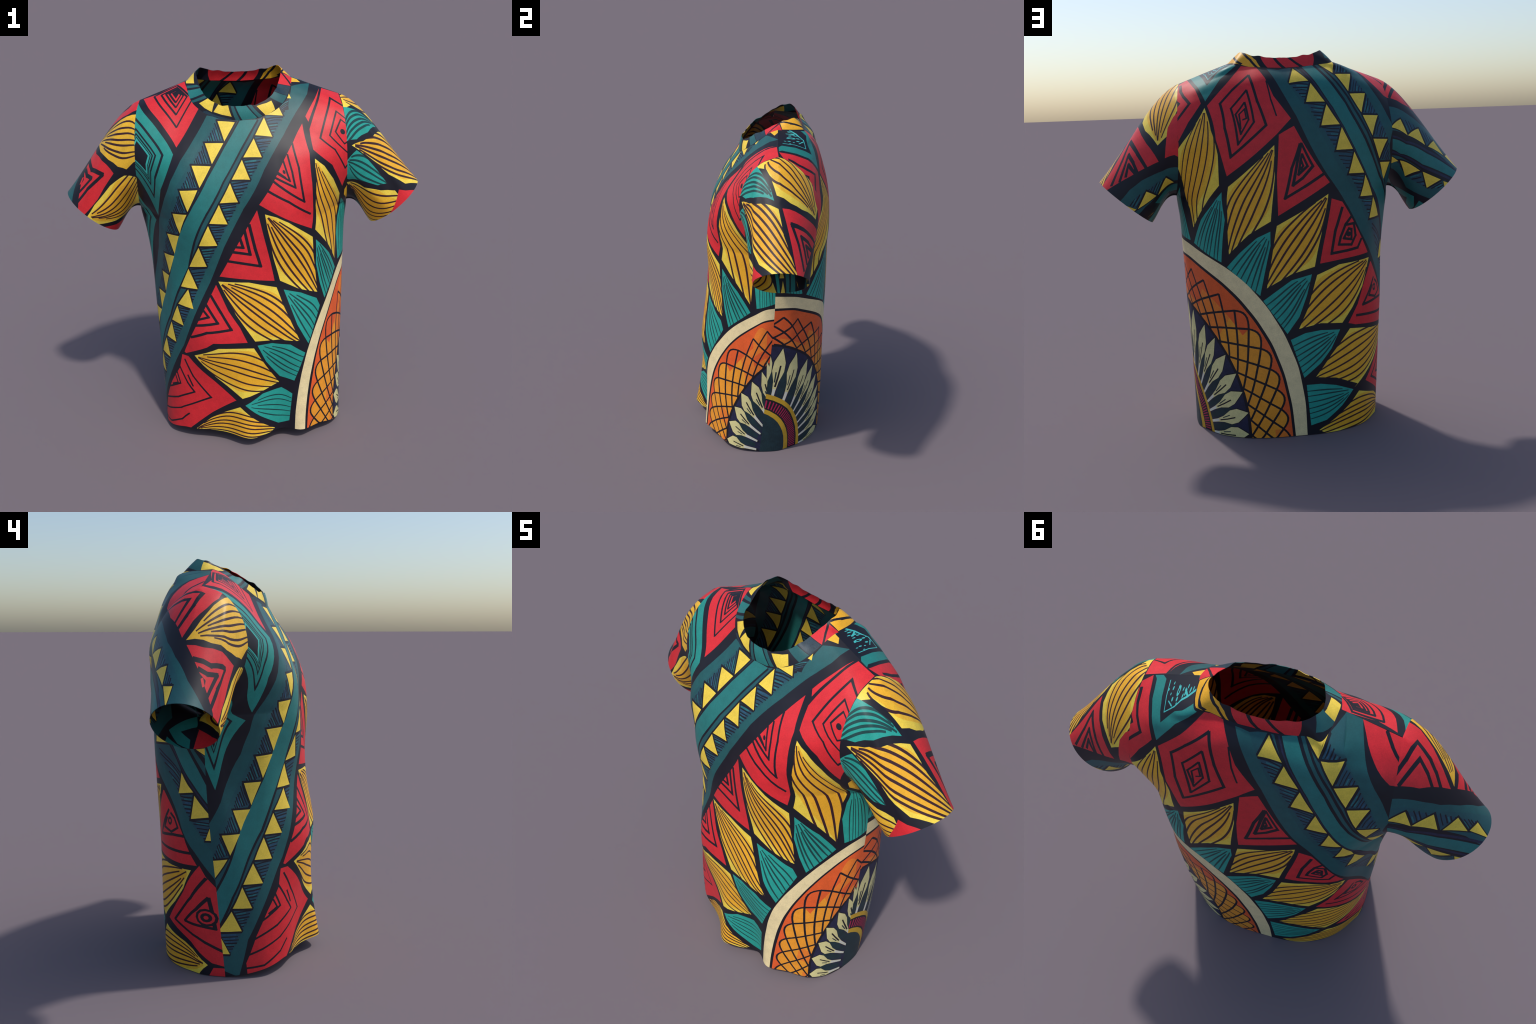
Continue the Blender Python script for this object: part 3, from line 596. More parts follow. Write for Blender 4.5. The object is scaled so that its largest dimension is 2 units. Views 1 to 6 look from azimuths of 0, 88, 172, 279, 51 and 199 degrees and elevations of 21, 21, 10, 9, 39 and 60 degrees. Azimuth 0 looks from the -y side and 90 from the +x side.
back.band(DULL, [(11.3, 194.2), (3, 179.6), (-5.6, 165), (-11.9, 150.3), (-18.1, 135.7), (-25.1, 121.1), (-33.8, 106.5), (-45.4, 91.9), (-56.4, 77.2), (-66, 62.6), (-73, 48)], [(3.6, 192.1), (-5.1, 179), (-14.4, 166), (-21, 152.9), (-25.6, 139.9), (-30.6, 126.8), (-36.6, 113.7), (-46.2, 100.7), (-57.4, 87.6), (-66.2, 74.6), (-73, 61.5)])
back.band(DULL, [(-41.6, 210), (-45, 204.4), (-48.5, 198.8), (-52, 193.1), (-55.4, 187.5), (-58.7, 181.9), (-61.8, 176.3), (-63.8, 170.7), (-65.6, 165), (-67.4, 159.4), (-68.8, 153.8)], [(-50.4, 210), (-53.6, 205.7), (-55.8, 201.4), (-57.9, 197.2), (-60.2, 192.9), (-62.8, 188.6), (-65.5, 184.3), (-67.7, 180), (-69.5, 175.8), (-71.3, 171.5), (-73, 167.2)])
back.band(RIBBON, [(-13, 195.1), (-22, 184), (-30.3, 172.9), (-35.2, 161.8), (-38.6, 150.7), (-41.1, 139.6), (-43.3, 128.4), (-50.1, 117.3), (-57.7, 106.2), (-66.2, 95.1), (-73, 84)], [(-20.3, 198.3), (-30.2, 187.6), (-38.9, 177), (-43.7, 166.3), (-47.5, 155.7), (-50.3, 145), (-52.2, 134.3), (-58.3, 123.7), (-63.9, 113), (-68.6, 102.4), (-73, 91.7)])
back.lane(NAVY_BLUE, [(-8.9, 194), (-19.4, 182.5), (-28, 171.1), (-33.9, 159.6), (-37.5, 148.1), (-40.1, 136.6), (-42.4, 125.2), (-49.5, 113.7), (-57.6, 102.2), (-66.1, 90.8), (-73, 79.3)], [(-13, 195.1), (-22, 184), (-30.3, 172.9), (-35.2, 161.8), (-38.6, 150.7), (-41.1, 139.6), (-43.3, 128.4), (-50.1, 117.3), (-57.7, 106.2), (-66.2, 95.1), (-73, 84)], 0.45, 0.72)
back.lane(DULL, [(-20.3, 198.3), (-30.2, 187.6), (-38.9, 177), (-43.7, 166.3), (-47.5, 155.7), (-50.3, 145), (-52.2, 134.3), (-58.3, 123.7), (-63.9, 113), (-68.6, 102.4), (-73, 91.7)], [(-25.6, 200.6), (-34.5, 191), (-42.6, 181.4), (-48, 171.8), (-51.7, 162.2), (-54, 152.6), (-55.7, 143), (-58.2, 133.4), (-63.6, 123.8), (-67.1, 114.2), (-73, 104.6)], 0.35, 0.72)

# dark shoulder field and red at the left shoulder
back.area(RED, [(-53.4, 207.9), (-69.6, 191.1), (-73, 190.3), (-73, 203.6), (-73, 209.1), (-72, 210), (-61.2, 210), (-50.4, 210)])
back.stroke(INK, [(-63.5, 210), (-67.8, 206.2), (-73, 201.6)], 1.2)

# right shoulder: teal chevron with a beaded corner, red chevron at the armhole
back.area(LEAF_DARK, [(64.8, 210), (63, 208.9), (61, 203.5), (58.1, 197.8), (53.5, 185.2), (43, 197.6), (29.5, 205.1), (38.2, 210)])
back.area(INK, [(59.8, 210), (57.2, 209.1), (55.6, 205), (52, 196.4), (44.6, 203.7), (32.2, 207.1), (38.5, 210)])
back.stroke(AQUA, [(54.3, 208.9), (52.9, 205.5), (51.3, 201), (43.2, 206.6), (37, 208.2)], 0.32)
back.stroke(AQUA, [(50.6, 204.8), (47.5, 204.3)], 0.32)
back.stroke(AQUA, [(43.2, 208.2), (40.6, 207.4)], 0.32)
back.dot(AQUA, (46.7, 207.6), 0.9)
back.dot(AQUA, (48.7, 205.7), 0.5)
back.dot(AQUA, (48.3, 204.4), 0.35)
back.dot(AQUA, (46, 206.3), 0.45)
back.dot(AQUA, (50.5, 207.6), 0.4)
back.dot(AQUA, (42.4, 207.8), 0.5)
back.dot(AQUA, (40.1, 208.2), 0.4)
back.dot(AQUA, (43.4, 207.2), 0.35)
back.dot(AQUA, (52.9, 207), 0.3)
back.dot(AQUA, (45.4, 205.5), 0.3)
back.dot(AQUA, (50.7, 206.4), 0.3)
back.dot(AQUA, (38.6, 208.4), 0.3)
back.dot(AQUA, (51.1, 208.5), 0.3)
back.dot(AQUA, (42, 208.6), 0.3)
back.dot(AQUA, (47.4, 208.3), 0.25)
back.dot(AQUA, (44.4, 208.1), 0.3)
back.dot(INK, (46.7, 207.6), 0.45)
back.area(RED, [(71.6, 207.9), (66, 210), (63.5, 203.9), (60.1, 197.3), (56.4, 184.8), (64.8, 175), (73, 159.8), (73, 164.8), (73, 167.1), (71.3, 155.4), (72, 168), (72, 199.5)])
back.stroke(INK, [(70.4, 205.7), (69.7, 200.2), (67.7, 194.6), (64, 187.6), (73, 178.2)], 1.4)
back.area(INK, [(73, 194.8), (69.8, 190.2), (73, 186.7)])

# red lozenges
back.area(RED, [(52.4, 182), (38.9, 192.5), (28.5, 201.7), (18.1, 197), (13.4, 188.3), (8.6, 177.1), (-2, 163.8), (6.8, 156.2), (32.7, 137.6), (44.9, 158.3)])
back.stroke(INK, [(24, 193), (35.6, 186.6), (44, 180.7), (40.3, 164.6), (32.9, 147.7), (23.6, 154.3), (13.5, 161.4), (19.6, 176.1), (24, 193)], 1.3, clip=[(52.4, 182), (38.9, 192.5), (28.5, 201.7), (18.1, 197), (13.4, 188.3), (8.6, 177.1), (-2, 163.8), (6.8, 156.2), (32.7, 137.6), (44.9, 158.3)])
back.stroke(INK, [(26.3, 183.9), (37.1, 175.8), (29.8, 153.8), (21.4, 164.3), (26.3, 183.9)], 1.1, clip=[(52.4, 182), (38.9, 192.5), (28.5, 201.7), (18.1, 197), (13.4, 188.3), (8.6, 177.1), (-2, 163.8), (6.8, 156.2), (32.7, 137.6), (44.9, 158.3)])
back.stroke(INK, [(28, 177.2), (33.9, 171.3), (29, 159.1), (25, 166.2), (28, 177.2)], 1.0, clip=[(52.4, 182), (38.9, 192.5), (28.5, 201.7), (18.1, 197), (13.4, 188.3), (8.6, 177.1), (-2, 163.8), (6.8, 156.2), (32.7, 137.6), (44.9, 158.3)])
back.stroke(INK, [(29.4, 161.7), (31.6, 170.8), (28.1, 173.2), (26.5, 167.3), (29, 167)], 0.8, clip=[(52.4, 182), (38.9, 192.5), (28.5, 201.7), (18.1, 197), (13.4, 188.3), (8.6, 177.1), (-2, 163.8), (6.8, 156.2), (32.7, 137.6), (44.9, 158.3)])
back.stroke(INK, [(12.7, 186.4), (10.5, 175.3), (7.1, 165.7)], 0.8, clip=[(52.4, 182), (38.9, 192.5), (28.5, 201.7), (18.1, 197), (13.4, 188.3), (8.6, 177.1), (-2, 163.8), (6.8, 156.2), (32.7, 137.6), (44.9, 158.3)])
back.area(RED, [(-3.5, 159.8), (-11.2, 145.5), (-18.5, 131.6), (5.6, 116), (6.5, 135.3), (5.7, 155.7)])
back.stroke(INK, [(-6.1, 150.9), (-0.8, 138.9), (2.7, 124.4), (-6.6, 129.9), (-16.6, 136.2)], 1.1, clip=[(-3.5, 159.8), (-11.2, 145.5), (-18.5, 131.6), (5.6, 116), (6.5, 135.3), (5.7, 155.7)])
back.stroke(INK, [(-6.9, 151.3), (-11.5, 140), (-5.7, 134), (-1, 130.6), (-3.7, 141.5), (-6.9, 151.3)], 1.1, clip=[(-3.5, 159.8), (-11.2, 145.5), (-18.5, 131.6), (5.6, 116), (6.5, 135.3), (5.7, 155.7)])
back.stroke(INK, [(-6.7, 146.1), (-8.8, 140), (-3.9, 135.8), (-5.4, 142.1), (-6.7, 146.1)], 1.0, clip=[(-3.5, 159.8), (-11.2, 145.5), (-18.5, 131.6), (5.6, 116), (6.5, 135.3), (5.7, 155.7)])
back.stroke(INK, [(-5.9, 142.8), (-6.6, 140.1), (-5.1, 138.1)], 0.9, clip=[(-3.5, 159.8), (-11.2, 145.5), (-18.5, 131.6), (5.6, 116), (6.5, 135.3), (5.7, 155.7)])
back.area(RED, [(-18.3, 123.3), (-23.5, 121.4), (-31.2, 108.8), (-40.6, 94.9), (-24.1, 93.1), (-13.1, 91.6), (-16, 109.1)])
back.stroke(INK, [(-23.5, 118.7), (-20.1, 107.3), (-18.6, 96.2), (-26.6, 97.1), (-32.9, 98.1), (-35.2, 102.5)], 1.1, clip=[(-18.3, 123.3), (-23.5, 121.4), (-31.2, 108.8), (-40.6, 94.9), (-24.1, 93.1), (-13.1, 91.6), (-16, 109.1)])
back.stroke(INK, [(-28.4, 113.9), (-25.2, 110), (-23, 104.1), (-22.2, 100.4), (-29.1, 99.9), (-31.2, 104.3), (-29.8, 110.4), (-25.2, 109.8)], 1.0, clip=[(-18.3, 123.3), (-23.5, 121.4), (-31.2, 108.8), (-40.6, 94.9), (-24.1, 93.1), (-13.1, 91.6), (-16, 109.1)])
back.stroke(INK, [(-26.9, 107.6), (-24.7, 103.3), (-28.9, 102.6), (-28.6, 107.5), (-26.7, 108)], 1.0, clip=[(-18.3, 123.3), (-23.5, 121.4), (-31.2, 108.8), (-40.6, 94.9), (-24.1, 93.1), (-13.1, 91.6), (-16, 109.1)])
back.dot(INK, (-27.2, 105.2), 1.3)
back.area(RED, [(-44.1, 89.6), (-48.8, 83.9), (-60.1, 70.3), (-66.3, 56.4), (-55.7, 56.8), (-32.5, 58.6), (-27.8, 59.9), (-33.6, 69.1), (-38.4, 81.1), (-43.4, 89.8)])
back.stroke(INK, [(-47.5, 81.2), (-43.2, 75.6), (-37.6, 68.4), (-51.7, 69.9), (-60.3, 70)], 1.1, clip=[(-44.1, 89.6), (-48.8, 83.9), (-60.1, 70.3), (-66.3, 56.4), (-55.7, 56.8), (-32.5, 58.6), (-27.8, 59.9), (-33.6, 69.1), (-38.4, 81.1), (-43.4, 89.8)])
back.stroke(INK, [(-48.8, 79.8), (-52.1, 77.7), (-55.1, 73.5), (-49.5, 70.9), (-42.7, 72.5), (-45.9, 77.5)], 1.0, clip=[(-44.1, 89.6), (-48.8, 83.9), (-60.1, 70.3), (-66.3, 56.4), (-55.7, 56.8), (-32.5, 58.6), (-27.8, 59.9), (-33.6, 69.1), (-38.4, 81.1), (-43.4, 89.8)])
back.stroke(INK, [(-32.8, 63.3), (-52.1, 62.5), (-64.5, 62.2)], 1.1, clip=[(-44.1, 89.6), (-48.8, 83.9), (-60.1, 70.3), (-66.3, 56.4), (-55.7, 56.8), (-32.5, 58.6), (-27.8, 59.9), (-33.6, 69.1), (-38.4, 81.1), (-43.4, 89.8)])
back.dot(INK, (-48.3, 76), 2.0)
back.dot(RED, (-48.3, 76), 0.8)
back.area(RED, [(-67.2, 56.5), (-69, 51.3), (-73, 44.5), (-73, 20.2), (-73, 5.1), (-67.8, 6.8), (-57.9, 16.9), (-41, 26.2), (-57.2, 42.8)])
back.stroke(INK, [(-69.1, 50.6), (-61.9, 40.3), (-47.3, 27), (-63.1, 19.9), (-73, 12.9)], 1.1, clip=[(-67.2, 56.5), (-69, 51.3), (-73, 44.5), (-73, 20.2), (-73, 5.1), (-67.8, 6.8), (-57.9, 16.9), (-41, 26.2), (-57.2, 42.8)])
back.stroke(INK, [(-69.2, 41.1), (-64.2, 34.9), (-55.6, 27.9), (-64.7, 26.4), (-70.4, 25.3), (-69.9, 34), (-69.2, 41.1)], 1.1, clip=[(-67.2, 56.5), (-69, 51.3), (-73, 44.5), (-73, 20.2), (-73, 5.1), (-67.8, 6.8), (-57.9, 16.9), (-41, 26.2), (-57.2, 42.8)])
back.stroke(INK, [(-45.9, 27.5), (-59, 20.5), (-67.5, 16.2), (-73, 13.7)], 0.01, clip=[(-67.2, 56.5), (-69, 51.3), (-73, 44.5), (-73, 20.2), (-73, 5.1), (-67.8, 6.8), (-57.9, 16.9), (-41, 26.2), (-57.2, 42.8)])
back.dot(INK, (-67.7, 30.9), 4.6)
back.dot(RED, (-67.7, 30.9), 3.4)
back.dot(INK, (-67.7, 30.9), 2.4)
back.dot(RED, (-67.7, 30.9), 1.0)
back.area(RED, [(-68.1, 4.3), (-73, 4.5), (-72, 0), (-65.5, -1)])

# gold leaves of the back
back.leaf(GOLD, (54.1, 181.1), [(49.5, 165.1), (41.7, 149.8), (35.9, 132.8), (42.2, 122.3)], (50.5, 110.9), [(53.2, 120.3), (62.5, 132.6), (73, 145.3), (73, 155.9), (63.6, 166.6)], 6)
back.leaf(GOLD, (8.3, 150.9), [(7.5, 135.3), (8.8, 113.5), (18.7, 107.5)], (28.5, 98.4), [(29, 117.7), (30.5, 131.8), (20.1, 141.2)], 6)
back.leaf(GOLD, (-16.9, 125.7), [(-14.5, 111.5), (-10.6, 90.2), (-0.2, 87.1)], (11.2, 80.9), [(8.1, 97), (6.1, 111.2), (-4.4, 117.4)], 6)
back.leaf(GOLD, (-41.7, 92.2), [(-36.7, 78.2), (-30.1, 67.9), (-24.2, 60.5), (-13, 61.5)], (-2.7, 59.4), [(-7, 69.4), (-11.6, 86), (-22.5, 90.5)], 6)
back.leaf(GOLD, (-63.5, 54), [(-57.5, 44.5), (-49.4, 36.6), (-31.9, 23.8), (-34.3, 25.8), (-20.6, 31.6)], (-10.1, 33.2), [(-18.2, 44.5), (-28.8, 57), (-40, 55.9), (-45.2, 55)], 7)
back.leaf(GOLD, (-66, 5.5), [(-58.1, 13.1), (-52.3, 16.1), (-35.5, 21.2), (-28.9, 14.8), (-20.4, 8.3)], (-11.3, 2.2), [(-16, -1), (-21.6, -2.1), (-36, -2.1), (-58.4, -1)], 6)

# teal leaves of the back
back.fan(LEAF_TEAL, (70.9, 126), [(71.9, 109.2), (73, 107.3)], [(67.3, 132.1), (53.8, 104.6), (54.6, 104.4)], 6)
back.fan(LEAF_TEAL, (33.4, 129.2), [(38.2, 122.1), (44.5, 115.1), (50.6, 103.2)], [(30.3, 115.1), (32.9, 94.5)], 7)
back.fan(LEAF_TEAL, (8.9, 108.6), [(14.9, 105.8), (22.9, 99), (30, 92.1)], [(8.8, 101.7), (10.7, 93.5), (14.4, 77.3)], 6)
back.fan(LEAF_TEAL, (-9.2, 86.5), [(-0.1, 84.1), (1.9, 82.7), (13.1, 74.7)], [(-6.8, 76.4), (-3, 65.5), (2.7, 57.2)], 6)
back.fan(LEAF_TEAL, (-22.9, 57.2), [(-12.9, 57.9), (-5.6, 57), (1.3, 54)], [(-18.2, 47.7), (-12.7, 40.6), (-4.5, 33.4)], 6)
back.fan(LEAF_TEAL, (-31.2, 23), [(-20.5, 27.4), (-12.5, 29.2), (-5.5, 29.3)], [(-24, 14.9), (-15.3, 7.8), (-7.3, 5.5)], 6)

# the rosette continues over the side seam
back.rosette([(-5.4, -1), (-4.9, 19.6), (-2, 39.6), (4, 57.2), (11.6, 72), (20.4, 83.6), (30, 91.7), (39.6, 96.8), (48.7, 100.3), (57.1, 103.1), (65.4, 104.2), (73.4, 104.3)], [(0.2, -1), (1.5, 18), (4.6, 36.1), (9.7, 52.4), (16.8, 66), (24.7, 76.8), (33.2, 84.8), (41.9, 90.2), (50.2, 94), (58.1, 96.7), (65.8, 97.5), (73.3, 97.1)], [(1.5, -1), (2.8, 17.6), (5.8, 35.4), (10.9, 51.4), (17.8, 64.8), (25.6, 75.5), (33.9, 83.5), (42.3, 88.8), (50.5, 92.5), (58.3, 95.3), (65.9, 96.2), (73.3, 95.5)], [(22.3, -1), (23, 12.5), (25, 25.4), (28.5, 37.1), (33.3, 47.1), (38.7, 55.2), (44.5, 61.7), (50.4, 66.6), (56.4, 69.9), (62.2, 72.5), (67.8, 74.3), (73.4, 75.3)], cells=11, hi=0.8, fade=0.62)
back.petals([(73, 72.1), (67, 72.5), (57.9, 68.7), (47.4, 62), (40.4, 55.7), (34.3, 47.1), (28.8, 37.2), (25.9, 27), (23.3, 15), (23.4, 2.2)], (73, -2), reach=0.6, width=0.42)
back.eye((73, -2), [(44.7, -1), (46.7, 8.6), (49.5, 17), (52.9, 24), (56.7, 29.6), (60.7, 34.1), (64.6, 37.8), (68.7, 40.9), (73, 43)], [(46.8, -1), (48.6, 7.9), (51.2, 15.7), (54.5, 22.1), (58, 27.3), (61.6, 31.6), (65.3, 35), (69, 37.8), (73, 39.7)], [(53.4, -1), (55, 5.6), (57.1, 11.4), (59.5, 16.2), (62, 20.3), (64.4, 24.1), (67, 27.5), (69.9, 30.4), (73, 32.4)], [(57.9, 1.8), (59.2, 6.6), (60.6, 11), (62.3, 14.9), (64.1, 18.5), (65.9, 21.9), (68, 24.9), (70.4, 27.5), (73, 29.4)])

# SLEEVE on the +x side
sleeve_r.leaf(GOLD, (23.3, 14.9), [(23.7, 7.5), (15.6, -1), (10, -1), (3.8, -1), (-0.1, -1)], (-2.9, -0.5), [(-11.5, -0.5), (-5.6, 6.3), (-1.6, 19.2), (5.2, 21), (11.9, 20.1)], 6)
sleeve_r.leaf(LEAF_TEAL, (-3, 20.8), [(-4.5, 15.3), (-6.5, 10.9), (-8.3, 5.4), (-9.8, -1)], (-23, -1.3), [(-30.5, -0.9), (-24, -1), (-20.5, 7.6), (-13.6, 14.6)], 5)
sleeve_r.leaf(GOLD, (-24.3, 3.8), [(-18.9, 12.3), (-12.4, 18.2), (-1, 24), (1.4, 32.6)], (10.3, 46), [(-5, 46), (-15.3, 40.1), (-19.9, 30.8), (-21.4, 23.9), (-23.7, 13.6)], 7)
sleeve_r.leaf(LEAF_TEAL, (-31.6, -0.5), [(-24.8, 7.6), (-24.2, 13.6), (-23.8, 23.9)], (-23.9, 32.1), [(-29.4, 27.1), (-34.8, 16.3), (-40.2, 2.2), (-40.2, -0.5)], 5)
sleeve_r.leaf(GOLD, (-42.5, -0.9), [(-36.7, 19.1), (-29.3, 30.7), (-23, 37.5)], (-23.5, 46), [(-42.5, 45.5), (-50.6, 45.5), (-55.2, 45.5), (-50.1, 16.7)], 6)
sleeve_r.area(RED, [(-20.9, 38.8), (-18.3, 41.8), (-12.4, 46), (-28.2, 45.5), (-35.1, 45.5)])
sleeve_r.area(RED, [(1, 23.8), (11.3, 22.5), (17.6, 21), (29.2, 16.4), (26.2, 23.6), (21.2, 33.9), (14.4, 46), (26.4, 45.5), (11.5, 45.5), (10, 46), (6.1, 35.6)])
sleeve_r.stroke(INK, [(25.8, 25.2), (16.8, 26.7), (6, 28.3), (10.6, 34.1), (15.4, 42.7)], 1.3, clip=[(1, 23.8), (11.3, 22.5), (17.6, 21), (29.2, 16.4), (26.2, 23.6), (21.2, 33.9), (14.4, 46), (26.4, 45.5), (11.5, 45.5), (10, 46), (6.1, 35.6)])
sleeve_r.stroke(INK, [(23.3, 30.5), (17.7, 30.1), (12.1, 30.6), (15, 34.6), (18, 39.2)], 1.2, clip=[(1, 23.8), (11.3, 22.5), (17.6, 21), (29.2, 16.4), (26.2, 23.6), (21.2, 33.9), (14.4, 46), (26.4, 45.5), (11.5, 45.5), (10, 46), (6.1, 35.6)])
sleeve_r.stroke(INK, [(22.5, 31.6), (18.5, 32.1), (16.1, 32.4), (19.2, 36)], 1.2, clip=[(1, 23.8), (11.3, 22.5), (17.6, 21), (29.2, 16.4), (26.2, 23.6), (21.2, 33.9), (14.4, 46), (26.4, 45.5), (11.5, 45.5), (10, 46), (6.1, 35.6)])
sleeve_r.area(RED, [(20.9, 6.9), (30.6, 11.2), (32.5, 3.2), (34.5, -0.9), (23, -0.9), (11.5, -0.9), (17.4, -1), (18.3, 2.7)])
sleeve_r.band(DULL, [(25.4, 46), (25.3, 38.2), (27.5, 30.5), (31.1, 22.8), (34.4, 15), (36.5, 7.2), (38.5, -0.5)], [(30.4, 46), (30.5, 38.2), (32.3, 30.5), (34.9, 22.8), (37.5, 15), (39.6, 7.2), (41.4, -0.5)])
sleeve_r.band(HATCH, [(30.4, 46), (30.5, 38.2), (32.3, 30.5), (34.9, 22.8), (37.5, 15), (39.6, 7.2), (41.4, -0.5)], [(37.9, 46), (38.3, 38.2), (40.1, 30.5), (42, 22.8), (42.8, 15), (43.8, 7.2), (44.9, -0.5)])
sleeve_r.tooth(LEMON, [(39, 12.6), (45.3, 4.2), (41.4, 25.3)])
sleeve_r.tooth(LEMON, [(33.5, 31.6), (40.5, 26.9), (35.5, 42.4)])
sleeve_r.tooth(LEMON, [(26.7, 46), (35, 43.3), (34.4, 46)])
sleeve_r.hatching([(39, 12.6), (33.5, 31.6), (41, 25.7)], n=5)
sleeve_r.hatching([(33.5, 31.6), (26.7, 46), (35.1, 42.4)], n=5)
sleeve_r.band(RIBBON, [(47.2, -0.5), (42.8, 30.9)], [(52.3, -0.5), (51.5, 24.4)])
sleeve_r.area(LEAF_TEAL, [(-58.6, 13.5), (-55, 15.7), (-55.9, 45.5), (-58.6, 45.5)])
sleeve_r.band(RIBBON, [(49.5, 11.2), (46.6, 45.5)], [(53.8, 11.2), (53.1, 45.5)])
sleeve_r.tooth(LEMON, [(54, 45.5), (56.9, 45.5), (55.2, 32.4)])
sleeve_r.tooth(LEMON, [(54.3, 29.7), (56.9, 28.8), (55.2, 18)])
sleeve_r.stroke(INK, [(51.2, 9), (50.6, 45.5)], 0.8)
sleeve_r.area(GOLD, [(45.7, 39), (46.4, 35.9), (44.3, 43.1)])

# SLEEVE on the -x side
sleeve_l.fan(GOLD, (1.3, 25.6), [(-1.6, 21.9), (-5.1, 14.7), (-8.2, 6.1), (-10.1, -1), (-13.2, -1.3)], [(-9.6, 23.8), (-17.9, 19.8), (-24.9, 14.4), (-29.5, 7.9), (-28.8, 1.5), (-28.8, -1.3)], n=7)
sleeve_l.area(RED, [(14.3, -1), (18.4, -0.5), (5.8, -0.5), (-7.7, -1), (-7.5, 5.7), (-4.4, 13.1), (-0.2, 19.4), (3.3, 24.4), (11, 11.2)])
sleeve_l.stroke(INK, [(11.1, -1), (5.1, 3.1), (-1.4, 6.3), (0.8, 13.3), (3.1, 17), (6, 20.3)], 1.3, clip=[(14.3, -1), (18.4, -0.5), (5.8, -0.5), (-7.7, -1), (-7.5, 5.7), (-4.4, 13.1), (-0.2, 19.4), (3.3, 24.4), (11, 11.2)])
sleeve_l.stroke(INK, [(13.6, 1.6), (8.4, 5.3), (3.1, 8.8), (5.3, 13.2), (8.1, 16.8)], 1.2, clip=[(14.3, -1), (18.4, -0.5), (5.8, -0.5), (-7.7, -1), (-7.5, 5.7), (-4.4, 13.1), (-0.2, 19.4), (3.3, 24.4), (11, 11.2)])
sleeve_l.area(RED, [(0.7, 27.2), (-6.8, 26.6), (-15.1, 23.3), (-25.2, 18.5), (-25.3, 27.4), (-26, 34.1), (-25.3, 46), (-29.9, 45.5), (-20.7, 45.5), (-19.1, 43.8), (-3.6, 31.3)])
sleeve_l.stroke(INK, [(-3.2, 31.1), (-12.1, 30.2), (-20.3, 25.4), (-17.6, 35.2), (-17.2, 42.7)], 1.3, clip=[(0.7, 27.2), (-6.8, 26.6), (-15.1, 23.3), (-25.2, 18.5), (-25.3, 27.4), (-26, 34.1), (-25.3, 46), (-29.9, 45.5), (-20.7, 45.5), (-19.1, 43.8), (-3.6, 31.3)])
sleeve_l.stroke(INK, [(-6.4, 33.4), (-11.3, 33.4), (-15.7, 31.5), (-14.6, 36.3), (-13.7, 40.2)], 1.2, clip=[(0.7, 27.2), (-6.8, 26.6), (-15.1, 23.3), (-25.2, 18.5), (-25.3, 27.4), (-26, 34.1), (-25.3, 46), (-29.9, 45.5), (-20.7, 45.5), (-19.1, 43.8), (-3.6, 31.3)])
sleeve_l.area(INK, [(-7.4, 34.5), (-11.1, 35.6), (-11.6, 39.5)])
sleeve_l.stroke(RED, [(-9.1, 35.7), (-10.7, 37.7)], 1.0)
sleeve_l.leaf(GOLD, (-27.4, 46), [(-26.4, 37.3), (-27.6, 23.5), (-31, 10.8)], (-36.2, -0.9), [(-52.9, -0.9), (-57.5, 15.8), (-44.1, 35.5), (-34.5, 46)], 6)
sleeve_l.area(RED, [(-38.2, 46), (-46.2, 38.7), (-57.5, 24.7), (-55.8, 27), (-56.9, 45.5), (-44.9, 45.5)])
sleeve_l.band(DULL, [(-15, 45.5), (-2.9, 37.8), (5.2, 30), (10.8, 22.2), (14, 14.5), (16.2, 6.8), (18.2, -1)], [(-7, 46), (1.1, 38.2), (7.9, 30.3), (13.1, 22.5), (16.6, 14.7), (19, 6.8), (21.5, -1)])
sleeve_l.band(HATCH, [(-7, 46), (1.1, 38.2), (7.9, 30.3), (13.1, 22.5), (16.6, 14.7), (19, 6.8), (21.5, -1)], [(11.3, 45.5), (12.9, 37.8), (16.8, 30), (20.7, 22.2), (23.9, 14.5), (25.9, 6.8), (27.6, -1)])
sleeve_l.tooth(LEMON, [(26.5, -1), (20.3, 7.8), (24.2, 13.2)])
sleeve_l.tooth(LEMON, [(24, 13.5), (15, 21.3), (18.7, 26.3)])
sleeve_l.tooth(LEMON, [(17.5, 28.3), (9.4, 31.3), (10.7, 37.4)])
sleeve_l.tooth(LEMON, [(9.9, 38), (4.3, 39.3), (6.1, 46)])
sleeve_l.hatching([(20.3, 7.8), (15, 21.3), (24.2, 13.2)], n=5)
sleeve_l.hatching([(15, 21.3), (9.4, 31.3), (18.7, 26.3)], n=5)
sleeve_l.hatching([(9.4, 31.3), (4.3, 39.3), (10.7, 37.4)], n=5)
sleeve_l.band(RIBBON, [(30.7, -1), (28.4, 12.2), (21.3, 28.6), (11.2, 46)], [(34.6, -1), (34.3, 7.9), (27.7, 27.9), (17.4, 46)])
sleeve_l.lane(NAVY_BLUE, [(29.1, -1), (26.9, 11.9), (19.1, 28), (8.1, 46)], [(30.7, -1), (28.4, 12.2), (21.3, 28.6), (11.2, 46)], 0.2, 0.65)
sleeve_l.lane(NAVY_BLUE, [(34.6, -1), (34.3, 7.9), (27.7, 27.9), (17.4, 46)], [(37.3, -1), (34.5, 14.2), (29.9, 29.6), (21.9, 46)], 0.25, 0.6)
sleeve_l.band(HATCH, [(37.3, -1), (34.5, 14.2), (29.9, 29.6), (21.9, 46)], [(37.9, -0.5), (41.6, 18.9), (35.4, 35.2), (31.2, 46)])
sleeve_l.tooth(LEMON, [(37.6, -1), (38.1, 6.6), (41.1, -1)])
sleeve_l.tooth(LEMON, [(37.3, 8.3), (31.3, 27.9), (41.5, 17.8)])
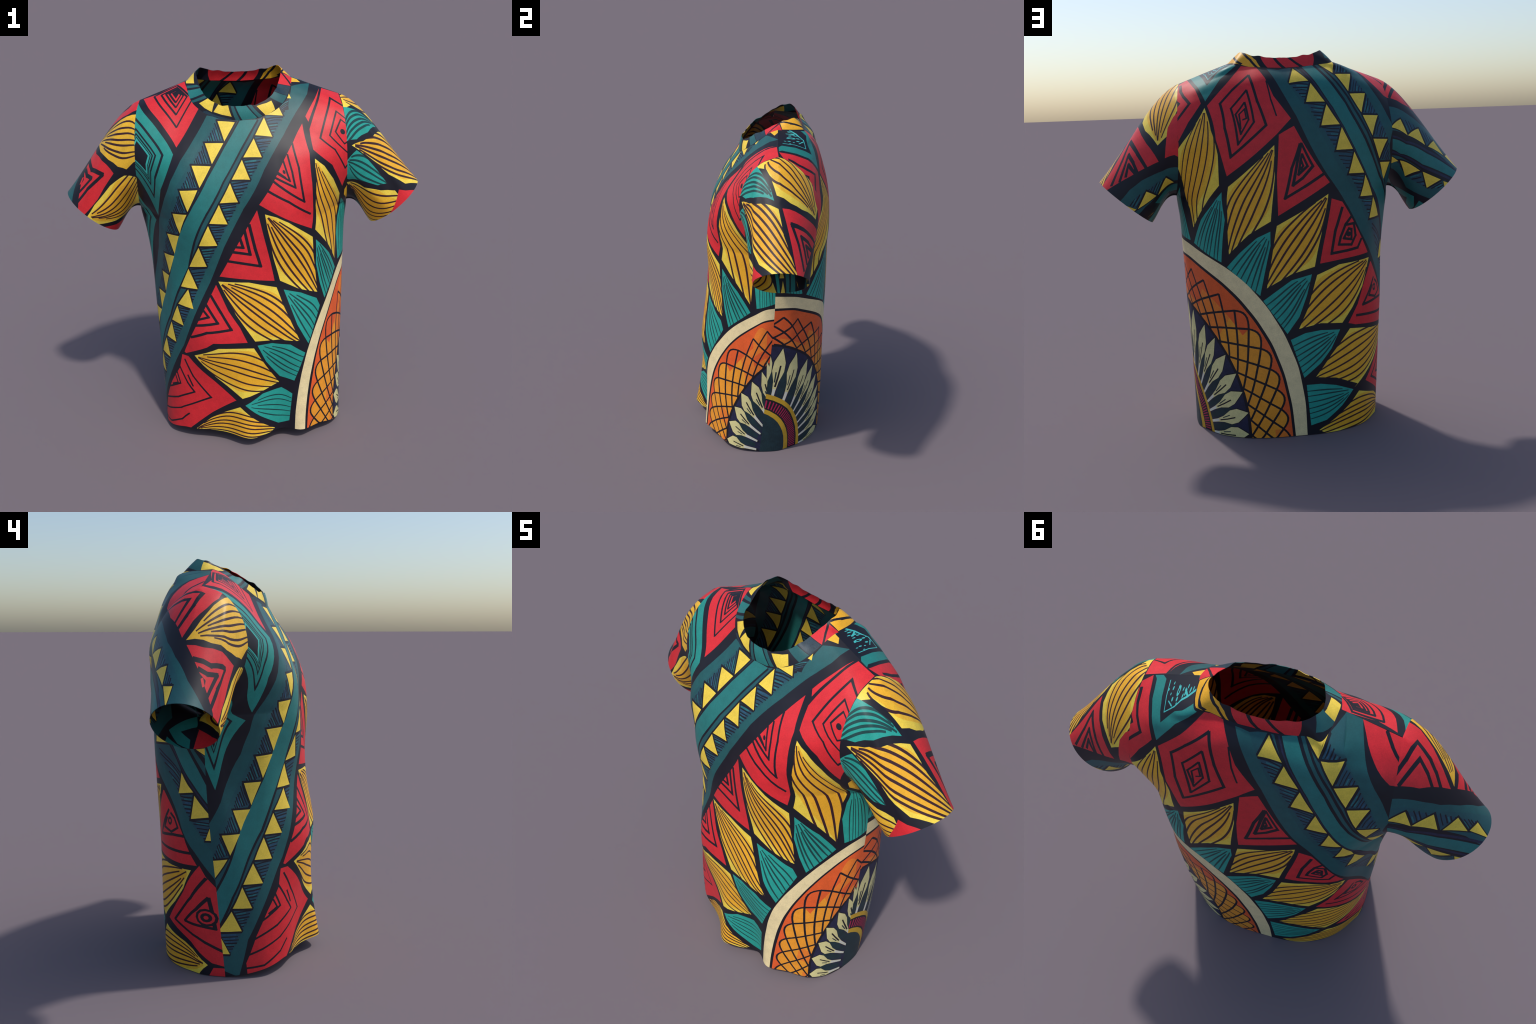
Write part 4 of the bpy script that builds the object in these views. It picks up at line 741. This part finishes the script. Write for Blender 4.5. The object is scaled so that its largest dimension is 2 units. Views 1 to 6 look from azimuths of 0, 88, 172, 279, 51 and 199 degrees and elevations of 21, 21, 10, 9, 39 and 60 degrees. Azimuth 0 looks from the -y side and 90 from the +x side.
sleeve_l.tooth(LEMON, [(30.3, 29.9), (24.7, 41.1), (34.1, 38)])
sleeve_l.tooth(LEMON, [(24.2, 42.7), (22.2, 46), (26.7, 46)])
sleeve_l.hatching([(41.1, -1), (41.5, 17.8), (38.1, 6.6)], n=4)
sleeve_l.hatching([(41.5, 17.8), (34.1, 38), (31.3, 27.9)], n=4)
sleeve_l.hatching([(34.1, 38), (26.7, 46), (24.7, 41.1)], n=4)
sleeve_l.band(DULL, [(37.9, -0.5), (41.6, 18.9), (35.4, 35.2), (31.2, 46)], [(43.1, -0.5), (45.6, 24.7), (40.4, 36.6), (36.2, 46)])
sleeve_l.area(LEAF_DARK, [(49.5, -0.5), (57.2, 10.5), (43.9, 35.5), (49.1, 42.9), (55.8, 45.5), (55.6, 36.6), (50.3, 32), (57.5, 23.2), (54, -0.5)])
sleeve_l.area(LEAF_DARK, [(42.8, 41), (41.6, 46), (49.5, 45.5), (52.3, 45.5)])

# COLLAR
collar_.area(LEMON, [(118.4, 6.5), (109.6, 5.6), (112.4, -0.9), (116.9, -0.3)])
collar_.area(LEMON, [(-37, 5.5), (-34.7, -0.9), (-30.8, -0.9), (-29, 6.8)])
collar_.area(RIBBON, [(107.1, -0.4), (104.5, 8), (98.3, 8.5), (102.2, -0.2)])
collar_.area(DULL, [(110.5, -0.9), (107.8, 6.7), (105.7, 8), (108.7, -0.9)])
collar_.area(DULL, [(100.9, -0.2), (96.7, 8.9), (94.8, 8.7), (99.5, 0.1)])
collar_.area(LEMON, [(96.5, 2.9), (94.1, 8.5), (89.5, 8.2), (88.4, 2.4), (92.6, 2.6)])
collar_.area(LEMON, [(87.7, 2.8), (86.9, 8.4), (81.2, 8), (78.7, 1.9), (83.4, 2.7)])
collar_.area(NAVY, [(93.3, -0.6), (91.2, 1.7), (82.7, 1.3), (78.8, 0.5), (78.2, -0.6), (85.8, -0.9)])
collar_.area(RIBBON, [(77.2, 8.2), (71.3, 8), (67.1, 0.4), (70.3, -0.9), (73.4, -0.9)])
collar_.area(DULL, [(79.7, 7.9), (78.2, 8.2), (74.4, -0.8), (76.5, -0.9)])
collar_.area(DULL, [(70.4, 8.1), (68.4, 8.4), (64.5, 0.2), (66.4, 0.2)])
collar_.area(LEMON, [(65.5, 7.2), (56.9, 5.9), (57.9, 0.4), (63, -0.2)])
collar_.area(LEMON, [(67, 8.9), (65.7, 8.9), (66.1, 8.2)])
collar_.area(DULL, [(52.3, 8.9), (48.5, 0.8), (53.2, 0.3), (56.7, 8.9)])
collar_.area(NAVY, [(44.7, 8.7), (42.6, 0.2), (48.2, 0.7), (51.8, 8.9)])
collar_.area(RED, [(34.2, 8.7), (33.8, -0.9), (42.2, -0.1), (44.3, 8.6)])
collar_.stroke(INK, [(33.8, 7.7), (38.2, 4.1), (41.8, -0.1)], 0.9)

# collar, back half
collar_.area(AMBER, [(33.4, 8.9), (21.4, 8.9), (20.2, 8.4), (23.9, 8.7), (18.4, 8.9), (13.1, 4.7), (9.3, -0.9), (12.2, -0.6), (17.2, 0.4), (20.4, 1.1), (25.9, 0.8), (33.5, 0.7)])
collar_.stroke(INK, [(28.1, 5.3), (21.7, 2.4), (18.9, 1.3)], 0.9)
collar_.stroke(INK, [(22.9, 8.3), (16.3, 5.2), (10.9, -0.9)], 0.9)
collar_.stroke(INK, [(33.4, 7.7), (29.4, 6.3), (25, 3.9)], 0.9)
collar_.area(RED, [(12.4, 8.5), (9.4, 8.1), (3.7, 8.7), (-2.5, 8.4), (-9, 8.9), (-14.5, 8.9), (-18.4, 8.6), (-13.6, -0.6), (-6.6, -0.9), (-1.6, -0.9), (2, -0.9), (6.2, -0.9)])
collar_.stroke(INK, [(4.9, 8.9), (1.8, 3.4), (-1.1, -0.9)], 1.2)
collar_.stroke(INK, [(-3.2, 8.9), (-6.1, 3.8), (-9, -0.9)], 1.2)
collar_.area(DULL, [(-24.8, 8.5), (-29.1, 8.4), (-29, 6.8), (-30.8, -0.9), (-26.2, 1.3), (-21.4, 3.3)])
# ------------------------------------------------------------------ pieces of the pattern, bent and sewn
U, V = 72.0, 210.0
def half_neck(table):
    f = np.linspace(0, 1, 60); k = np.linspace(0, 1, len(table["s"]))
    return spl(k, table["s"], f), spl(k, table["v"], f)

def trunk_outline(table):
    ns, nv = half_neck(table); vs = np.linspace(0, 1, 130); hs = np.linspace(-1, 1, 90)
    p = [(s, 0) for s in hs] + [(1, v) for v in vs[1:]] + [(s, 1) for s in np.linspace(1, ns[-1], 12)[1:]]
    p += [(s, v) for s, v in list(zip(ns, nv))[::-1][1:]] + [(-s, v) for s, v in list(zip(ns, nv))[1:]]
    p += [(s, 1) for s in np.linspace(-ns[-1], -1, 12)[1:]] + [(-1, v) for v in vs[::-1][1:-1]]
    return np.array(p) * (U, V)

shirt = bpy.data.objects.new("t_shirt", None); bpy.context.scene.collection.objects.link(shirt)
shirt["label"] = "short-sleeved t-shirt in bold red, gold and teal wax-print cotton"
shirt["category"] = "t-shirt"

def trunk(side):
    return lambda u, v: body(DEPTH[side], np.clip(u / U, -1, 1), np.clip(v / V, 0, 1), side)
cut("front_panel", front, trunk_outline(NF), 1.5, trunk(-1), shirt)
cut("back_panel", back, trunk_outline(NB), 1.5, trunk(1), shirt, flip=True)

def rect(u0, u1, v0, v1, nu, nv):
    return [(u, v0) for u in np.linspace(u0, u1, nu)] + [(u1, v) for v in np.linspace(v0, v1, nv)[1:]] + [(u, v1) for u in np.linspace(u1, u0, nu)[1:]] + [(u0, v) for v in np.linspace(v1, v0, nv)[1:-1]]
def arm(sign):
    return lambda u, v: sleeve(np.clip(u / 115 + .5, 0, 1), np.clip(v / 45, 0, 1)) * np.array([sign, 1, 1])
cut("sleeve", sleeve_r, rect(-57.5, 57.5, 0, 45, 150, 30), 1.5, arm(1), shirt, flip=True)
cut("sleeve", sleeve_l, rect(-57.5, 57.5, 0, 45, 150, 30), 1.5, arm(-1), shirt, flip=False)
def neckband(u, v):
    q = u / 150
    return collar(q - np.floor(q), np.clip(v / 8, 0, 1))
for rank, _, col, poly, clip in list(collar_.layers):      # the band closes on itself
    for d in (-150, 150): collar_.layers.append((rank, _, col, poly + (d, 0), None if clip is None else clip + (d, 0)))
cut("collar", collar_, rect(-.255 * 150, .745 * 150, 0, 8, 160, 5), 1.0, neckband, shirt, flip=True)
